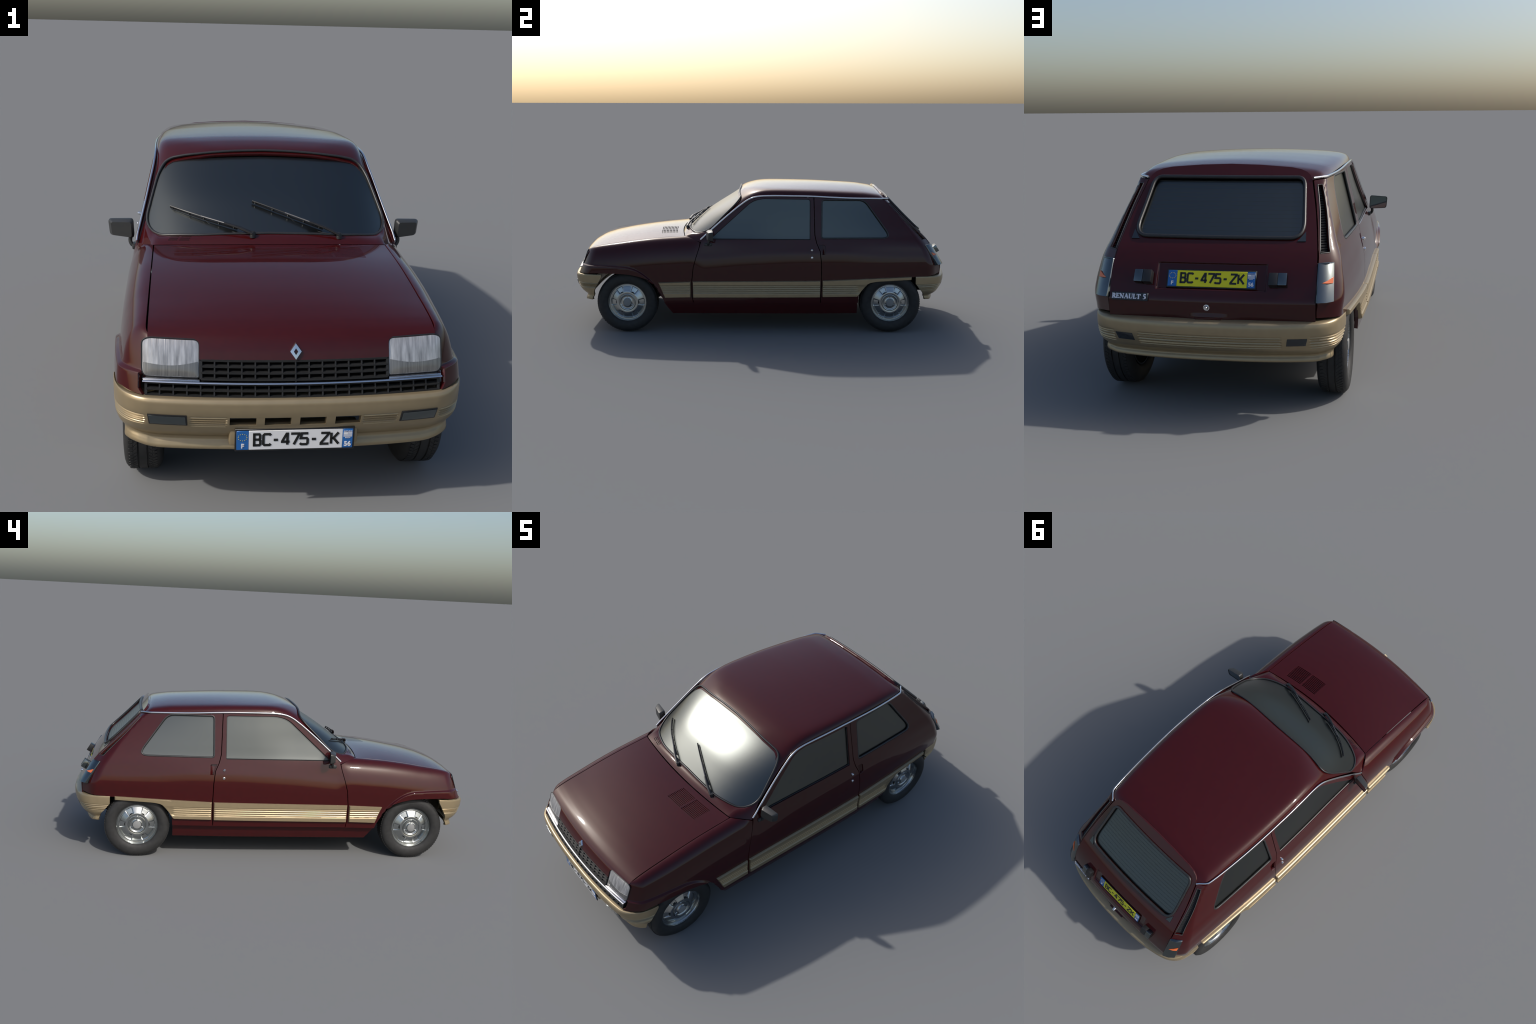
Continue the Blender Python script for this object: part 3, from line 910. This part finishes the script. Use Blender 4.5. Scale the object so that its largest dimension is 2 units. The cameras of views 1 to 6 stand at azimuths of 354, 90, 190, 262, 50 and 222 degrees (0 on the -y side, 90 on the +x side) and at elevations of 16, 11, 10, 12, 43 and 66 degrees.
# plate carrier on the front bumper
def plate(nm, origin, ux, uz, w, h, ground, parent):
    """number plate: backing, blue end bands, lettering; origin is the centre, ux to the reader's right"""
    ux, uz = np.array(ux, float), np.array(uz, float)
    ux /= np.linalg.norm(ux); uz /= np.linalg.norm(uz)
    un = np.cross(ux, uz)
    M = Matrix([[ux[0], uz[0], un[0], origin[0]], [ux[1], uz[1], un[1], origin[1]], [ux[2], uz[2], un[2], origin[2]], [0, 0, 0, 1]])
    def slab(n, x0, x1, y0, y1, z0, z1, mat, bevel=.0008):
        return box(n, (x0, y0, z0), (x1, y1, z1), mat, P, bevel=bevel, seg=1, M=M)
    P = box(nm, (-w / 2 - .004, -h / 2 - .004, -.004), (w / 2 + .004, h / 2 + .004, .0), BLACK, parent, bevel=.001, seg=1, M=M)
    slab("plate_face", -w / 2 + .028, w / 2 - .024, -h / 2, h / 2, -.001, .0012, ground)
    slab("plate_band", -w / 2, -w / 2 + .0279, -h / 2, h / 2, -.001, .0012, BLUE)
    slab("plate_band", w / 2 - .0239, w / 2, -h / 2, h / 2, -.001, .0012, BLUE)
    # stroke-built characters: polylines in a 1 x 1.35 cell
    G = {"B": ([(.15, 0), (.15, 1.35), (.78, 1.35), (.88, 1.22), (.88, .84), (.76, .70), (.15, .70)], [(.15, 0), (.80, 0), (.92, .13), (.92, .56), (.76, .70)], [(0, 0), (.3, 0)], [(0, 1.35), (.3, 1.35)]),
         "C": ([(.98, 1.20), (.84, 1.35), (.22, 1.35), (.08, 1.20), (.08, .15), (.22, 0), (.84, 0), (.98, .15)],),
         "4": ([(.72, 0), (.72, 1.35), (.60, 1.35), (.05, .42), (.05, .36), (1.0, .36)],),
         "7": ([(.0, 1.35), (1.0, 1.35), (1.0, 1.22), (.38, 0)],),
         "5": ([(.98, 1.35), (.22, 1.35), (.10, .76), (.82, .76), (.95, .62), (.95, .14), (.82, 0), (.18, 0), (.02, .14)],),
         "Z": ([(.02, 1.35), (.98, 1.35), (.98, 1.24), (.04, .11), (.04, 0), (1.0, 0)],),
         "K": ([(.12, 0), (.12, 1.35)], [(.98, 1.38), (.40, .70), (1.02, -.03)], [(.12, .62), (.40, .70)]),
         "-": ([(.0, .62), (.52, .62)],)}
    def stroke(bm, pl, t, z0, z1):
        pl = np.array(pl, float)
        L, R = [], []
        for i, p in enumerate(pl):
            a = pl[i] - pl[i - 1] if i else pl[1] - pl[0]
            b = pl[i + 1] - pl[i] if i < len(pl) - 1 else a
            a, b = a / np.linalg.norm(a), b / np.linalg.norm(b)
            na, nb = A(-a[1], a[0]), A(-b[1], b[0])
            nn = na + nb; nn /= np.linalg.norm(nn); nn /= max(.5, nn @ na)
            e = A(0, 0)
            L.append(p + nn * t / 2 + e); R.append(p - nn * t / 2 + e)
        for i in range(len(pl) - 1):
            q = [L[i], L[i + 1], R[i + 1], R[i]]
            v0 = [bm.verts.new((*p, z1)) for p in q]; v1 = [bm.verts.new((*p, z0)) for p in q]
            bm.faces.new(v0); bm.faces.new(v1[::-1])
            for k in range(4): bm.faces.new((v0[k], v1[k], v1[(k + 1) % 4], v0[(k + 1) % 4]))
    cell = h * .425
    x = -w / 2 + .0375
    total = w - .028 - .024 - .019
    widths = [1, 1.02, .62, .95, 1.0, 1.02, .62, 1.0, 1.04]
    gaps = [.20, .34, .40, .16, .12, .46, .50, .18, 0]
    txt = "BC-475-ZK"
    k = total / (sum(widths) * 1. + sum(gaps)); 
    for ch, wd, gp in zip(txt, widths, gaps):
        bm = bmesh.new()
        for pl in G[ch]:
            stroke(bm, [(x + p[0] * k * (wd if ch != "-" else 1), (p[1] - .60) * cell) for p in pl], .0059 if ch != "-" else .0060, .0008, .0020)
        bm.transform(M)
        bm_obj("plate_character", bm, INK, P, angle=30)
        x += (wd + gp) * k
    def text(s, x, y, size, mat, nm, bold=.0):
        cu = bpy.data.curves.new(nm, 'FONT'); cu.body = s; cu.size = size; cu.align_x = 'CENTER'; cu.align_y = 'CENTER'
        cu.extrude = .0005; cu.offset = bold
        o = bpy.data.objects.new(nm, cu); bpy.context.scene.collection.objects.link(o)
        dg_ = bpy.context.evaluated_depsgraph_get(); me = bpy.data.meshes.new_from_object(o.evaluated_get(dg_))
        bpy.data.objects.remove(o)
        me.transform(M @ Matrix.Translation((x, y, .0016)))
        link(nm, me, None, P); me.materials.clear(); me.materials.append(mat)
    text("F", -w / 2 + .014, -h * .30, .0155, WHITE, "country_letter", .0006)
    text("56", w / 2 - .012, -h * .29, .0165, WHITE, "region_number", .0005)
    text("BRETAGNE", w / 2 - .012, h * .375, .0040, WHITE, "region_name")
    text("BREIZH", w / 2 - .012, h * .04, .0036, WHITE, "region_name")
    for j in range(4):
        slab("region_stripe", w / 2 - .0220, w / 2 - .0020, h * .10 + j * .0030, h * .10 + j * .0030 + .0016, .0008, .0018, WHITE, 0)
    slab("region_stripe", w / 2 - .0220, w / 2 - .0125, h * .22, h * .325, .0008, .0020, WHITE, 0)
    for j in range(12):
        a = j * math.pi / 6
        cx, cy = -w / 2 + .014 + .0100 * math.cos(a), h * .16 + .0085 * math.sin(a)
        bm = bmesh.new()
        ring = [bm.verts.new((cx + (.0013 if q % 2 == 0 else .0006) * math.sin(q * math.pi / 5), cy + (.0013 if q % 2 == 0 else .0006) * math.cos(q * math.pi / 5), .0018)) for q in range(10)]
        bm.faces.new(ring)
        r = bmesh.ops.extrude_face_region(bm, geom=bm.faces[:])
        for v in r["geom"]:
            if isinstance(v, bmesh.types.BMVert): v.co.z -= .001
        bm.transform(M)
        bm_obj("plate_star", bm, STAR, P, angle=None)
    return P
hexa("plate_carrier", [(-.1475, -.974, .233), (.1475, -.974, .233), (.1485, -.975, .187), (-.1485, -.975, .187)],
     [(-.151, -.935, .236), (.151, -.935, .236), (.151, -.925, .187), (-.151, -.925, .187)], GOLD, front_bumper, bevel=.005)
plate("front_number_plate", (.0015, -.9815, .2045), (1, 0, 0), (0, -.04, 1), .268, .049, WHITE, CAR)
plate("rear_number_plate", (0, .9290, .4145), (-1, 0, 0), (0, -.45, 1), .268, .049, YELLOW, tailgate)

# ------------------------------------------------------------------ front face
box("front_backing", (-.338, -.915, .285), (.338, -.88, .40), DARK, bevel=0)
def grille(nm, xm, z0, z1, cols, rows, edge):
    """lattice of bars following the curved front face"""
    bm = bmesh.new()
    def bar(pa, pb, hw, hz, n=10, dep=.016, tilt=0.):
        prev = None
        for t in np.linspace(0, 1, n):
            x, z = pa[0] + (pb[0] - pa[0]) * t, pa[1] + (pb[1] - pa[1]) * t
            y = face_y(x, z)
            ring = [bm.verts.new(c) for c in ((x - hw, y, z - hz), (x + hw, y, z - hz) if hw else (x, y, z + hz), (x + hw, y, z + hz) if hw else (x, y + dep, z + hz + tilt), (x - hw, y, z + hz) if hw else (x, y + dep, z - hz + tilt))]
            if hw:
                ring = ring
            if prev:
                for k in range(4): bm.faces.new((prev[k], prev[(k + 1) % 4], ring[(k + 1) % 4], ring[k]))
            prev = ring
    # horizontal bars
    for r in range(rows + 1):
        z = z0 + (z1 - z0) * r / rows
        hz = .0022 if r in (0, rows) else .0017
        bar((-xm, z), (xm, z), 0, hz, n=41, dep=.011, tilt=.0015 if 0 < r <= rows else 0)
    # vertical bars
    for c in range(2 * cols + 1):
        x = -xm + 2 * xm * c / (2 * cols)
        hw = .0016 if c not in (0, 2 * cols) else .003
        y0, y1 = face_y(x, z0) + .0012, face_y(x, z1) + .0012
        vs = [bm.verts.new(p) for p in ((x - hw, y0, z0), (x + hw, y0, z0), (x + hw, y0 + .014, z0), (x - hw, y0 + .014, z0),
                                        (x - hw, y1, z1), (x + hw, y1, z1), (x + hw, y1 + .014, z1), (x - hw, y1 + .014, z1))]
        for f in ((0, 1, 5, 4), (1, 2, 6, 5), (2, 3, 7, 6), (3, 0, 4, 7)): bm.faces.new([vs[k] for k in f])
    return bm_obj(nm, bm, GRILLE, angle=30)
grille("upper_grille", .2130, .3475, .3870, 7, 3, 0)
grille("lower_grille", .3360, .3105, .3370, 11, 2, 0)
hexa("grille_joint", [(x, face_y(x, z) - .0012, z) for x, z in ((-.0007, .311), (.0007, .311), (.0007, .387), (-.0007, .387))],
     [(x, face_y(x, z) + .008, z) for x, z in ((-.0007, .311), (.0007, .311), (.0007, .387), (-.0007, .387))], BLACK, bevel=0)
xs = np.linspace(-.3430, .3430, 60)
tube("grille_chrome_strip", np.c_[xs, face_y(xs, .3415) - .0035, np.full(60, .3415)], .0036, CHROME, up=(0, 0, 1), seg=10, flat=(.75, 1.2))
for s in (1, -1):
    q = np.array([(x, face_y(x, .345) + dy, z) for x, dy, z in ((.216, -.001, .3455), (.343, -.001, .3455), (.343, .016, .3485), (.216, .016, .3485))]) * [s, 1, 1]
    hexa("headlamp_ledge", q, q - A(0, 0, .003), CHROME, bevel=.0005)

# headlamps
def headlamp():
    o = round_poly([(.2180, .3500), (.3440, .3500), (.3440, .4235), (.3300, .4290), (.2180, .4275)], [.004, .016, .012, .010, .012], 5)
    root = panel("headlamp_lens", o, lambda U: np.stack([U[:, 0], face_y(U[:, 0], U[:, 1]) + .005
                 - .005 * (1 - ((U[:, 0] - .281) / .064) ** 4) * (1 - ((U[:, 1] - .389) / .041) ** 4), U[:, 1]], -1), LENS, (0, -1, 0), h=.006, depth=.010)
    lo_ = round_poly([(.2195, .3515), (.3425, .3515), (.3425, .3790), (.2790, .3735), (.2195, .3835)], [.004, .014, .002, .03, .002], 5)
    r = panel("headlamp_dark_lower_band", lo_, lambda U: np.stack([U[:, 0], face_y(U[:, 0], U[:, 1]) + .0038
                 - .005 * (1 - ((U[:, 0] - .281) / .064) ** 4) * (1 - ((U[:, 1] - .389) / .041) ** 4), U[:, 1]], -1), LENSLOW, (0, -1, 0), h=.006, depth=.003, parent=root)
    rim = np.stack([shrink(o, -.0012)[:, 0], face_y(o[:, 0], o[:, 1]) + .0065, shrink(o, -.0012)[:, 1]], -1)
    t = tube("headlamp_seal", rim, .0022, BLACK, root, closed=True, up=(0, -1, 0), seg=6)
    l = twin(root)
    for c_ in (r, t):
        k = c_.copy(); bpy.context.scene.collection.objects.link(k); k.parent = l
headlamp()

# diamond emblem on the hood nose
def emblem():
    bm = bmesh.new()
    def rh(w, h, dy):
        return [bm.verts.new((px_, face_y(px_, .4092 + pz) - .001 + dy, .4092 + pz)) for px_, pz in ((0, h), (w, 0), (0, -h), (-w, 0))]
    o0, o1, i1, i0 = rh(.0135, .0178, .006), rh(.0128, .0170, -.004), rh(.0050, .0072, -.0048), rh(.0046, .0066, .006)
    for a, b in ((o0, o1), (o1, i1), (i1, i0)):
        for k in range(4): bm.faces.new((a[k], a[(k + 1) % 4], b[(k + 1) % 4], b[k]))
    bm_obj("diamond_emblem", bm, CHROME, angle=20)
emblem()

# ------------------------------------------------------------------ rear fittings
for s in (1, -1):   # plate lamps either side of the plate
    for (xa, xb, m, nm) in ((.1790, .2060, BLACK, "plate_lamp_housing"), (.2062, .2330, LAMPGLASS, "plate_lamp")):
        f_, b_ = [], []
        dy = .026
        for x, z in ((xa, .3960), (xb, .3960), (xb, .4290), (xa, .4290)):
            y = float(hatch_y(A(x), A(z))[0]) if False else float(hatch_c(.42) - HC * x * x - .62 * (z - .42))
            f_.append((x * s, y + .0225, z + .0135)); b_.append((x * s, y - .008, z - .005))
        hexa(nm, f_, b_, m, tailgate, bevel=.002)
def rear_badge():
    y = float(hatch_c(.361)) - HC * .25 ** 2 + .0035
    uz = A(0, -.40, 1); uz /= np.linalg.norm(uz); ux = A(-.997, .075, 0); ux /= np.linalg.norm(ux); un = np.cross(ux, uz)
    o = A(.2480, y + .0035, .3608)
    M = Matrix([[ux[k], uz[k], un[k], o[k]] for k in range(3)] + [[0, 0, 0, 1]])
    P = box("badge_plate", (-.0590, -.0122, -.004), (.0590, .0122, 0), BADGE, tailgate, bevel=.001, seg=1, M=M)
    S, s = .0040, .0018   # heavy and light strokes; serif letters in a 0..1 cell
    H = .0142
    L = {"R": (.86, [((.22, 0), (.22, 1), S), ((.22, .96), (.62, .96), s), ((.22, .5), (.6, .5), s), ((.68, .9), (.68, .56), S), ((.48, .5), (.88, .02), S), ((.05, .02), (.40, .02), s), ((.05, .98), (.3, .98), s), ((.74, .02), (1., .02), s)]),
         "E": (.72, [((.22, 0), (.22, 1), S), ((.22, .97), (.86, .97), s), ((.22, .5), (.66, .5), s), ((.22, .03), (.88, .03), s), ((.86, .97), (.86, .78), s), ((.88, .03), (.9, .24), s), ((.66, .62), (.66, .38), s), ((.02, .02), (.3, .02), s), ((.02, .98), (.3, .98), s)]),
         "N": (.95, [((.16, 0), (.16, 1), s), ((.14, .98), (.82, .04), S), ((.84, 0), (.84, 1), s), ((0, .02), (.32, .02), s), ((0, .98), (.26, .98), s), ((.70, .98), (1, .98), s)]),
         "A": (.95, [((.12, 0), (.47, .98), s), ((.47, 1), (.84, 0), S), ((.26, .36), (.66, .36), s), ((0, .02), (.28, .02), s), ((.66, .02), (1, .02), s)]),
         "U": (.92, [((.18, 1), (.18, .22), S), ((.18, .24), (.34, .05), S), ((.34, .05), (.66, .05), s), ((.66, .05), (.84, .24), s), ((.84, .24), (.84, 1), s), ((0, .98), (.38, .98), s), ((.70, .98), (1, .98), s)]),
         "L": (.74, [((.24, 0), (.24, 1), S), ((.24, .03), (.9, .03), s), ((.9, .03), (.93, .28), s), ((.04, .98), (.46, .98), s), ((.04, .02), (.4, .02), s)]),
         "T": (.82, [((.5, 0), (.5, 1), S), ((.04, .97), (.96, .97), s), ((.05, .97), (.03, .74), s), ((.95, .97), (.97, .74), s), ((.30, .02), (.70, .02), s)]),
         "5": (.62, [((.30, .97), (.92, .97), S), ((.28, .97), (.22, .56), s), ((.22, .58), (.62, .60), s), ((.62, .60), (.84, .42), S), ((.84, .44), (.80, .16), S), ((.80, .16), (.5, .02), s), ((.5, .02), (.14, .06), s)])}
    x = -.0568; k = .0146
    for ch in "RENAULT 5":
        if ch == " ": x += .007; continue
        wd, st = L[ch]
        bm = bmesh.new()
        for a, b, t in st:
            a, b = A(x + a[0] * wd * k, (a[1] - .5) * H), A(x + b[0] * wd * k, (b[1] - .5) * H)
            d = (b - a) / np.linalg.norm(b - a); n = A(-d[1], d[0]) * t / 2
            q = [a + n - d * .0003, b + n + d * .0003, b - n + d * .0003, a - n - d * .0003]
            hgt = .0012 + .00012 * (len(bm.verts) / 8)
            v0 = [bm.verts.new((*p, hgt)) for p in q]; v1 = [bm.verts.new((*p, -.001)) for p in q]
            bm.faces.new(v0); bm.faces.new(v1[::-1])
            for j in range(4): bm.faces.new((v0[j], v1[j], v1[(j + 1) % 4], v0[(j + 1) % 4]))
        bm.transform(M)
        bm_obj("badge_letter", bm, SILVERLETTER, P, angle=30)
        x += (wd + .06) * k
rear_badge()
yl = float(hatch_c(.336)) + .0035
lk = revolve("tailgate_lock", [(0, .011), (.005, .011), (.0065, .008), (.0065, 0), (.0095, 0), (.0095, -.004)], CHROME, tailgate, n=24)
lk.rotation_euler = (0, 0, math.radians(90)); lk.location = (.0065, yl + .003, .336)
hexa("tailgate_handle", [(-.040, .9735, .3060), (.044, .9735, .3060), (.040, .9725, .2960), (-.036, .9725, .2960)][::-1],
     [(-.045, .955, .3075), (.049, .955, .3075), (.045, .955, .2925), (-.041, .955, .2925)][::-1], PAINT, tailgate, bevel=.002)

# ------------------------------------------------------------------ mirrors
def mirror():
    f = round_poly([(.3960, .4915), (.4690, .4965), (.4740, .5455), (.3990, .5490)], .010, 4)
    ff_ = np.array([(x, -.2850 + (x - .40) * .26 + .004 * ((x - .435) / .04) ** 2, z) for x, z in (f - A(.435, .520)) * .80 + A(.434, .519)])
    mid = np.array([(x, -.2700 + (x - .40) * .28, z) for x, z in f])
    bk_ = np.array([(x, -.2530 + (x - .40) * .15, z) for x, z in f])
    bm = bmesh.new()
    rings = [[bm.verts.new(tuple(p)) for p in R] for R in (ff_, mid, bk_)]
    n = len(f)
    for a, b in zip(rings[:-1], rings[1:]):
        for i in range(n): bm.faces.new((a[i], a[(i + 1) % n], b[(i + 1) % n], b[i]))
    bm.faces.new(rings[0])
    inner_ = [bm.verts.new(tuple(p)) for p in np.array([(x, -.2545 + (x - .40) * .15, z) for x, z in (f - A(.435, .52)) * .93 + A(.435, .52)])]
    for i in range(n): bm.faces.new((rings[2][i], rings[2][(i + 1) % n], inner_[(i + 1) % n], inner_[i]))
    sh = bm_obj("door_mirror", bm, MIRRORSHELL, CAR, angle=32)
    gl = [(x, -.2552 + (x - .40) * .15, z) for x, z in (f - A(.435, .52)) * .925 + A(.435, .52)]
    g_ = hexa("mirror_glass", gl, np.array(gl) - A(0, .006, 0), MIRROR, sh, bevel=0)
    arm = tube("mirror_arm", spline([(.407, -.268, .495), (.408, -.269, .482), (.403, -.271, .472), (.394, -.272, .468), (.386, -.272, .468)], 14), .0058, MIRRORSHELL, sh, seg=10)
    x0 = float(side_x(-.272, .469))
    bs = box("mirror_base", (x0 - .006, -.2915, .4610), (x0 + .007, -.2530, .4770), MIRRORSHELL, sh, bevel=.004)
    l = twin(sh)
    for c_ in (g_, arm, bs):
        k = c_.copy(); bpy.context.scene.collection.objects.link(k); k.parent = l
mirror()

# ------------------------------------------------------------------ wipers
def wiper(base, tip):
    base, tip = np.array(base, float), np.array(tip, float)
    up = A(0, -.604, .797)
    piv = revolve("wiper", [(0, .012), (.006, .012), (.008, .008), (.0085, -.006)], BLACK, n=20)
    piv.rotation_euler = (0, math.radians(-90), 0); piv.location = tuple(base)
    root = empty("wiper_root") if False else piv
    d = tip - base
    # glass point along the blade
    def onglass(t, lift):
        p = base + d * t
        p[1] = ws_y(p[0], p[2]); return p + up * lift
    inv = piv.matrix_basis.inverted()
    def child(o):
        o.parent = piv; o.matrix_parent_inverse = inv; return o
    elbow = onglass(.62, .014)
    child(tube("wiper_arm", [base + up * .008, base + d * .16 + up * .016, base + d * .34 + up * .016], [.0065, .0065, .0045], BLACK, seg=8, flat=(.7, 1)))
    child(tube("wiper_rod", [base + d * .30 + up * .016, elbow], .0022, simple("wiper_rod_steel", (.10, .10, .105), .42, .3), seg=6))
    bl0, bl1 = .18, 1.0
    ts = np.linspace(bl0, bl1, 14)
    side = np.cross(d / np.linalg.norm(d), up)
    child(tube("wiper_blade", [onglass(t, .0045) - side * 0 for t in ts], .0024, BLACK, seg=6, flat=(1.3, .7), up=up))
    child(tube("wiper_frame", [onglass(t, .0105 + .003 * math.sin(math.pi * (t - bl0) / (bl1 - bl0))) for t in ts], .0022, BLACK, seg=6))
    for t in (.22, .40, .58, .76, .96):
        child(tube("wiper_claw", [onglass(t, .004), onglass(t, .012)], .003, BLACK, seg=6))
    hose = spline([base + up * .006, onglass(.28, .004) - A(0, .004, .012), onglass(.5, .004) - A(0, .002, .010), onglass(.60, .010)], 16)
    child(tube("washer_hose", hose, .0009, BLACK, seg=5))
wiper((-.0535, -.4040, .5345), (-.2886, -.2900, .5837))
wiper((.1976, -.3960, .5290), (-.048, -.300, .6042))

# ------------------------------------------------------------------ wheels
R0 = .1580
def wheel(y0, first=[None]):
    if first[0] is not None:
        objs = first[0]
        out = []
        for o in objs:
            c_ = o.copy(); bpy.context.scene.collection.objects.link(c_); out.append(c_)
        out[0].location.y = y0
        for c_ in out[1:]: c_.parent = out[0]
        return out
    root = empty("wheel", CAR, (.3505, y0, R0))
    # tyre carcass
    prof = [(.0985, .030), (.1010, .0385), (.1060, .0430), (.1160, .0470), (.1280, .0485), (.1390, .0470), (.1465, .0440), (.1520, .0395), (.1548, .0350),
            (.1562, .030), (.1570, .026)]
    grooves = []
    for gx in (.0115, -.0115):
        grooves += [(.1577, gx + .0022), (.1545, gx + .0012), (.1545, gx - .0012), (.1577, gx - .0022)]
    prof2 = prof + [(.1574, .022)] + grooves + [(.1574, -.022)] + [(r, -x) for r, x in prof[::-1]]
    tyre = revolve("tyre", prof2, TYRE, root, n=96, angle=40)
    # tread blocks: shoulder bars and slanted inner blocks
    V, F = [], []
    def block(a0, a1, x0, x1, skew, r0, r1):
        k = len(V)
        for (a, x) in ((a0, x0), (a1, x0), (a1 + skew, x1), (a0 + skew, x1)):
            for r in (r0, r1 - .0009 * max(0, (abs(x) - .020) / .012)):
                V.append((x, r * math.cos(a), r * math.sin(a)))
        for f in ((1, 3, 5, 7), (0, 1, 7, 6), (2, 3, 1, 0), (4, 5, 3, 2), (6, 7, 5, 4)): F.append(tuple(k + q for q in f))
    nb = 78
    for i in range(nb):
        a = 2 * math.pi * i / nb; w = 2 * math.pi / nb
        for s in (1, -1):
            block(a, a + w * .70, .0245 * s, .0345 * s, w * .25 * s, .1535, .1588)
            block(a + w * .1, a + w * .80, .0138 * s, .0232 * s, w * .7, .1535, .15845)
    tr = mesh_obj("tread_blocks", V, F, TYRE, root, angle=25); tr["kind"] = "stuff"
    # rim: polar height field (dished disc with six pockets)
    V, F = [], []
    rs = np.r_[np.linspace(.0195, .022, 3), np.linspace(.0235, .1045, 50)]
    na = 180
    base = pchip([.0195, .0205, .0225, .030, .034, .0365, .040, .0425, .0450, .0535, .0565, .0600, .0680, .080, .0865, .0885, .0900, .0945, .0965, .0990, .1015, .1035, .1045],
                 [.0400, .0380, .0340, .0320, .0325, .0355, .0365, .0310, .0345, .0355, .0350, .0335, .0295, .0240, .0210, .0212, .0200, .0205, .0260, .0305, .0340, .0355, .0320])
    for r in rs:
        for k in range(na):
            a = 2 * math.pi * k / na
            x = float(base(r))
            # six pockets at 30 degrees + 60 k from the top
            da = ((a + math.radians(30)) % math.radians(60)) - math.radians(30)
            arc = abs(da) * r
            hw = .0135 + (r - .06) * .22
            pk_ = smooth(hw, hw - .0035, arc) * smooth(.0565, .0585, r) * smooth(.0880, .0840, r)
            x -= pk_ * (.0075 - (r - .0565) * .17)
            # three webs and scalloped inner ring in the hub
            for w3 in range(3):
                d3 = abs(((a - math.radians(90 + 120 * w3) + math.pi) % (2 * math.pi)) - math.pi) * r
                x += smooth(.0028, .0012, d3) * smooth(.0205, .0225, r) * smooth(.044, .041, r) * (.0345 - x) * .85
            V.append((x, r * math.cos(a), r * math.sin(a)))
    for i in range(len(rs) - 1):
        for k in range(na):
            l = (k + 1) % na
            F.append((i * na + k, i * na + l, (i + 1) * na + l, (i + 1) * na + k))
    rim = mesh_obj("rim", V, F, RIM, root, angle=32)
    lip = revolve("rim_barrel", [(.1045, .032), (.1030, .036), (.1000, .0352), (.0985, .030), (.0975, -.040), (.0930, -.040)], RIM, root, n=72)
    cap = revolve("hub_cap", [(0, .0420), (.0175, .0420), (.0192, .0412), (.0198, .0390), (.0198, .028)], CAP, root, n=40)
    slots_ = []
    for k in range(6):
        a = math.radians(30 + 60 * k)
        M = Matrix.Rotation(a, 4, 'X')
        b = box("vent_slot", (.0240, -.0065, .0580), (.0318, .0065, .0612), BLACK, root, bevel=.001, seg=1, M=M)
        slots_.append(b)
    hubp = revolve("hub_drum", [(.0, -.02), (.09, -.02), (.093, -.035), (.0, -.035)], DARK, root, n=40)
    first[0] = [root, tyre, tr, rim, lip, cap, hubp] + slots_
    return first[0]
wf = wheel(-.7025)
wr = wheel(.6795)
for wset in (wf, wr):
    r2 = wset[0].copy(); bpy.context.scene.collection.objects.link(r2)
    r2.location.x = -wset[0].location.x; r2.scale = (-1, 1, 1)
    for o in wset[1:]:
        c_ = o.copy(); bpy.context.scene.collection.objects.link(c_); c_.parent = r2

# ------------------------------------------------------------------ underbody
box("floor_pan", (-.355, -.465, .112), (.355, .50, .30), DARK, bevel=.01)
box("engine_bay", (-.27, -.90, .325), (.27, -.46, .43), DARK, bevel=.01)
box("boot_floor", (-.275, .45, .20), (.275, .90, .36), DARK, bevel=.01)
box("rear_apron", (-.33, .84, .215), (.33, .90, .33), DARK, bevel=.01)
for y0 in (-.7025, .6795):
    tube("axle", [(-.33, y0, R0), (.33, y0, R0)], .016, DARK, seg=10)
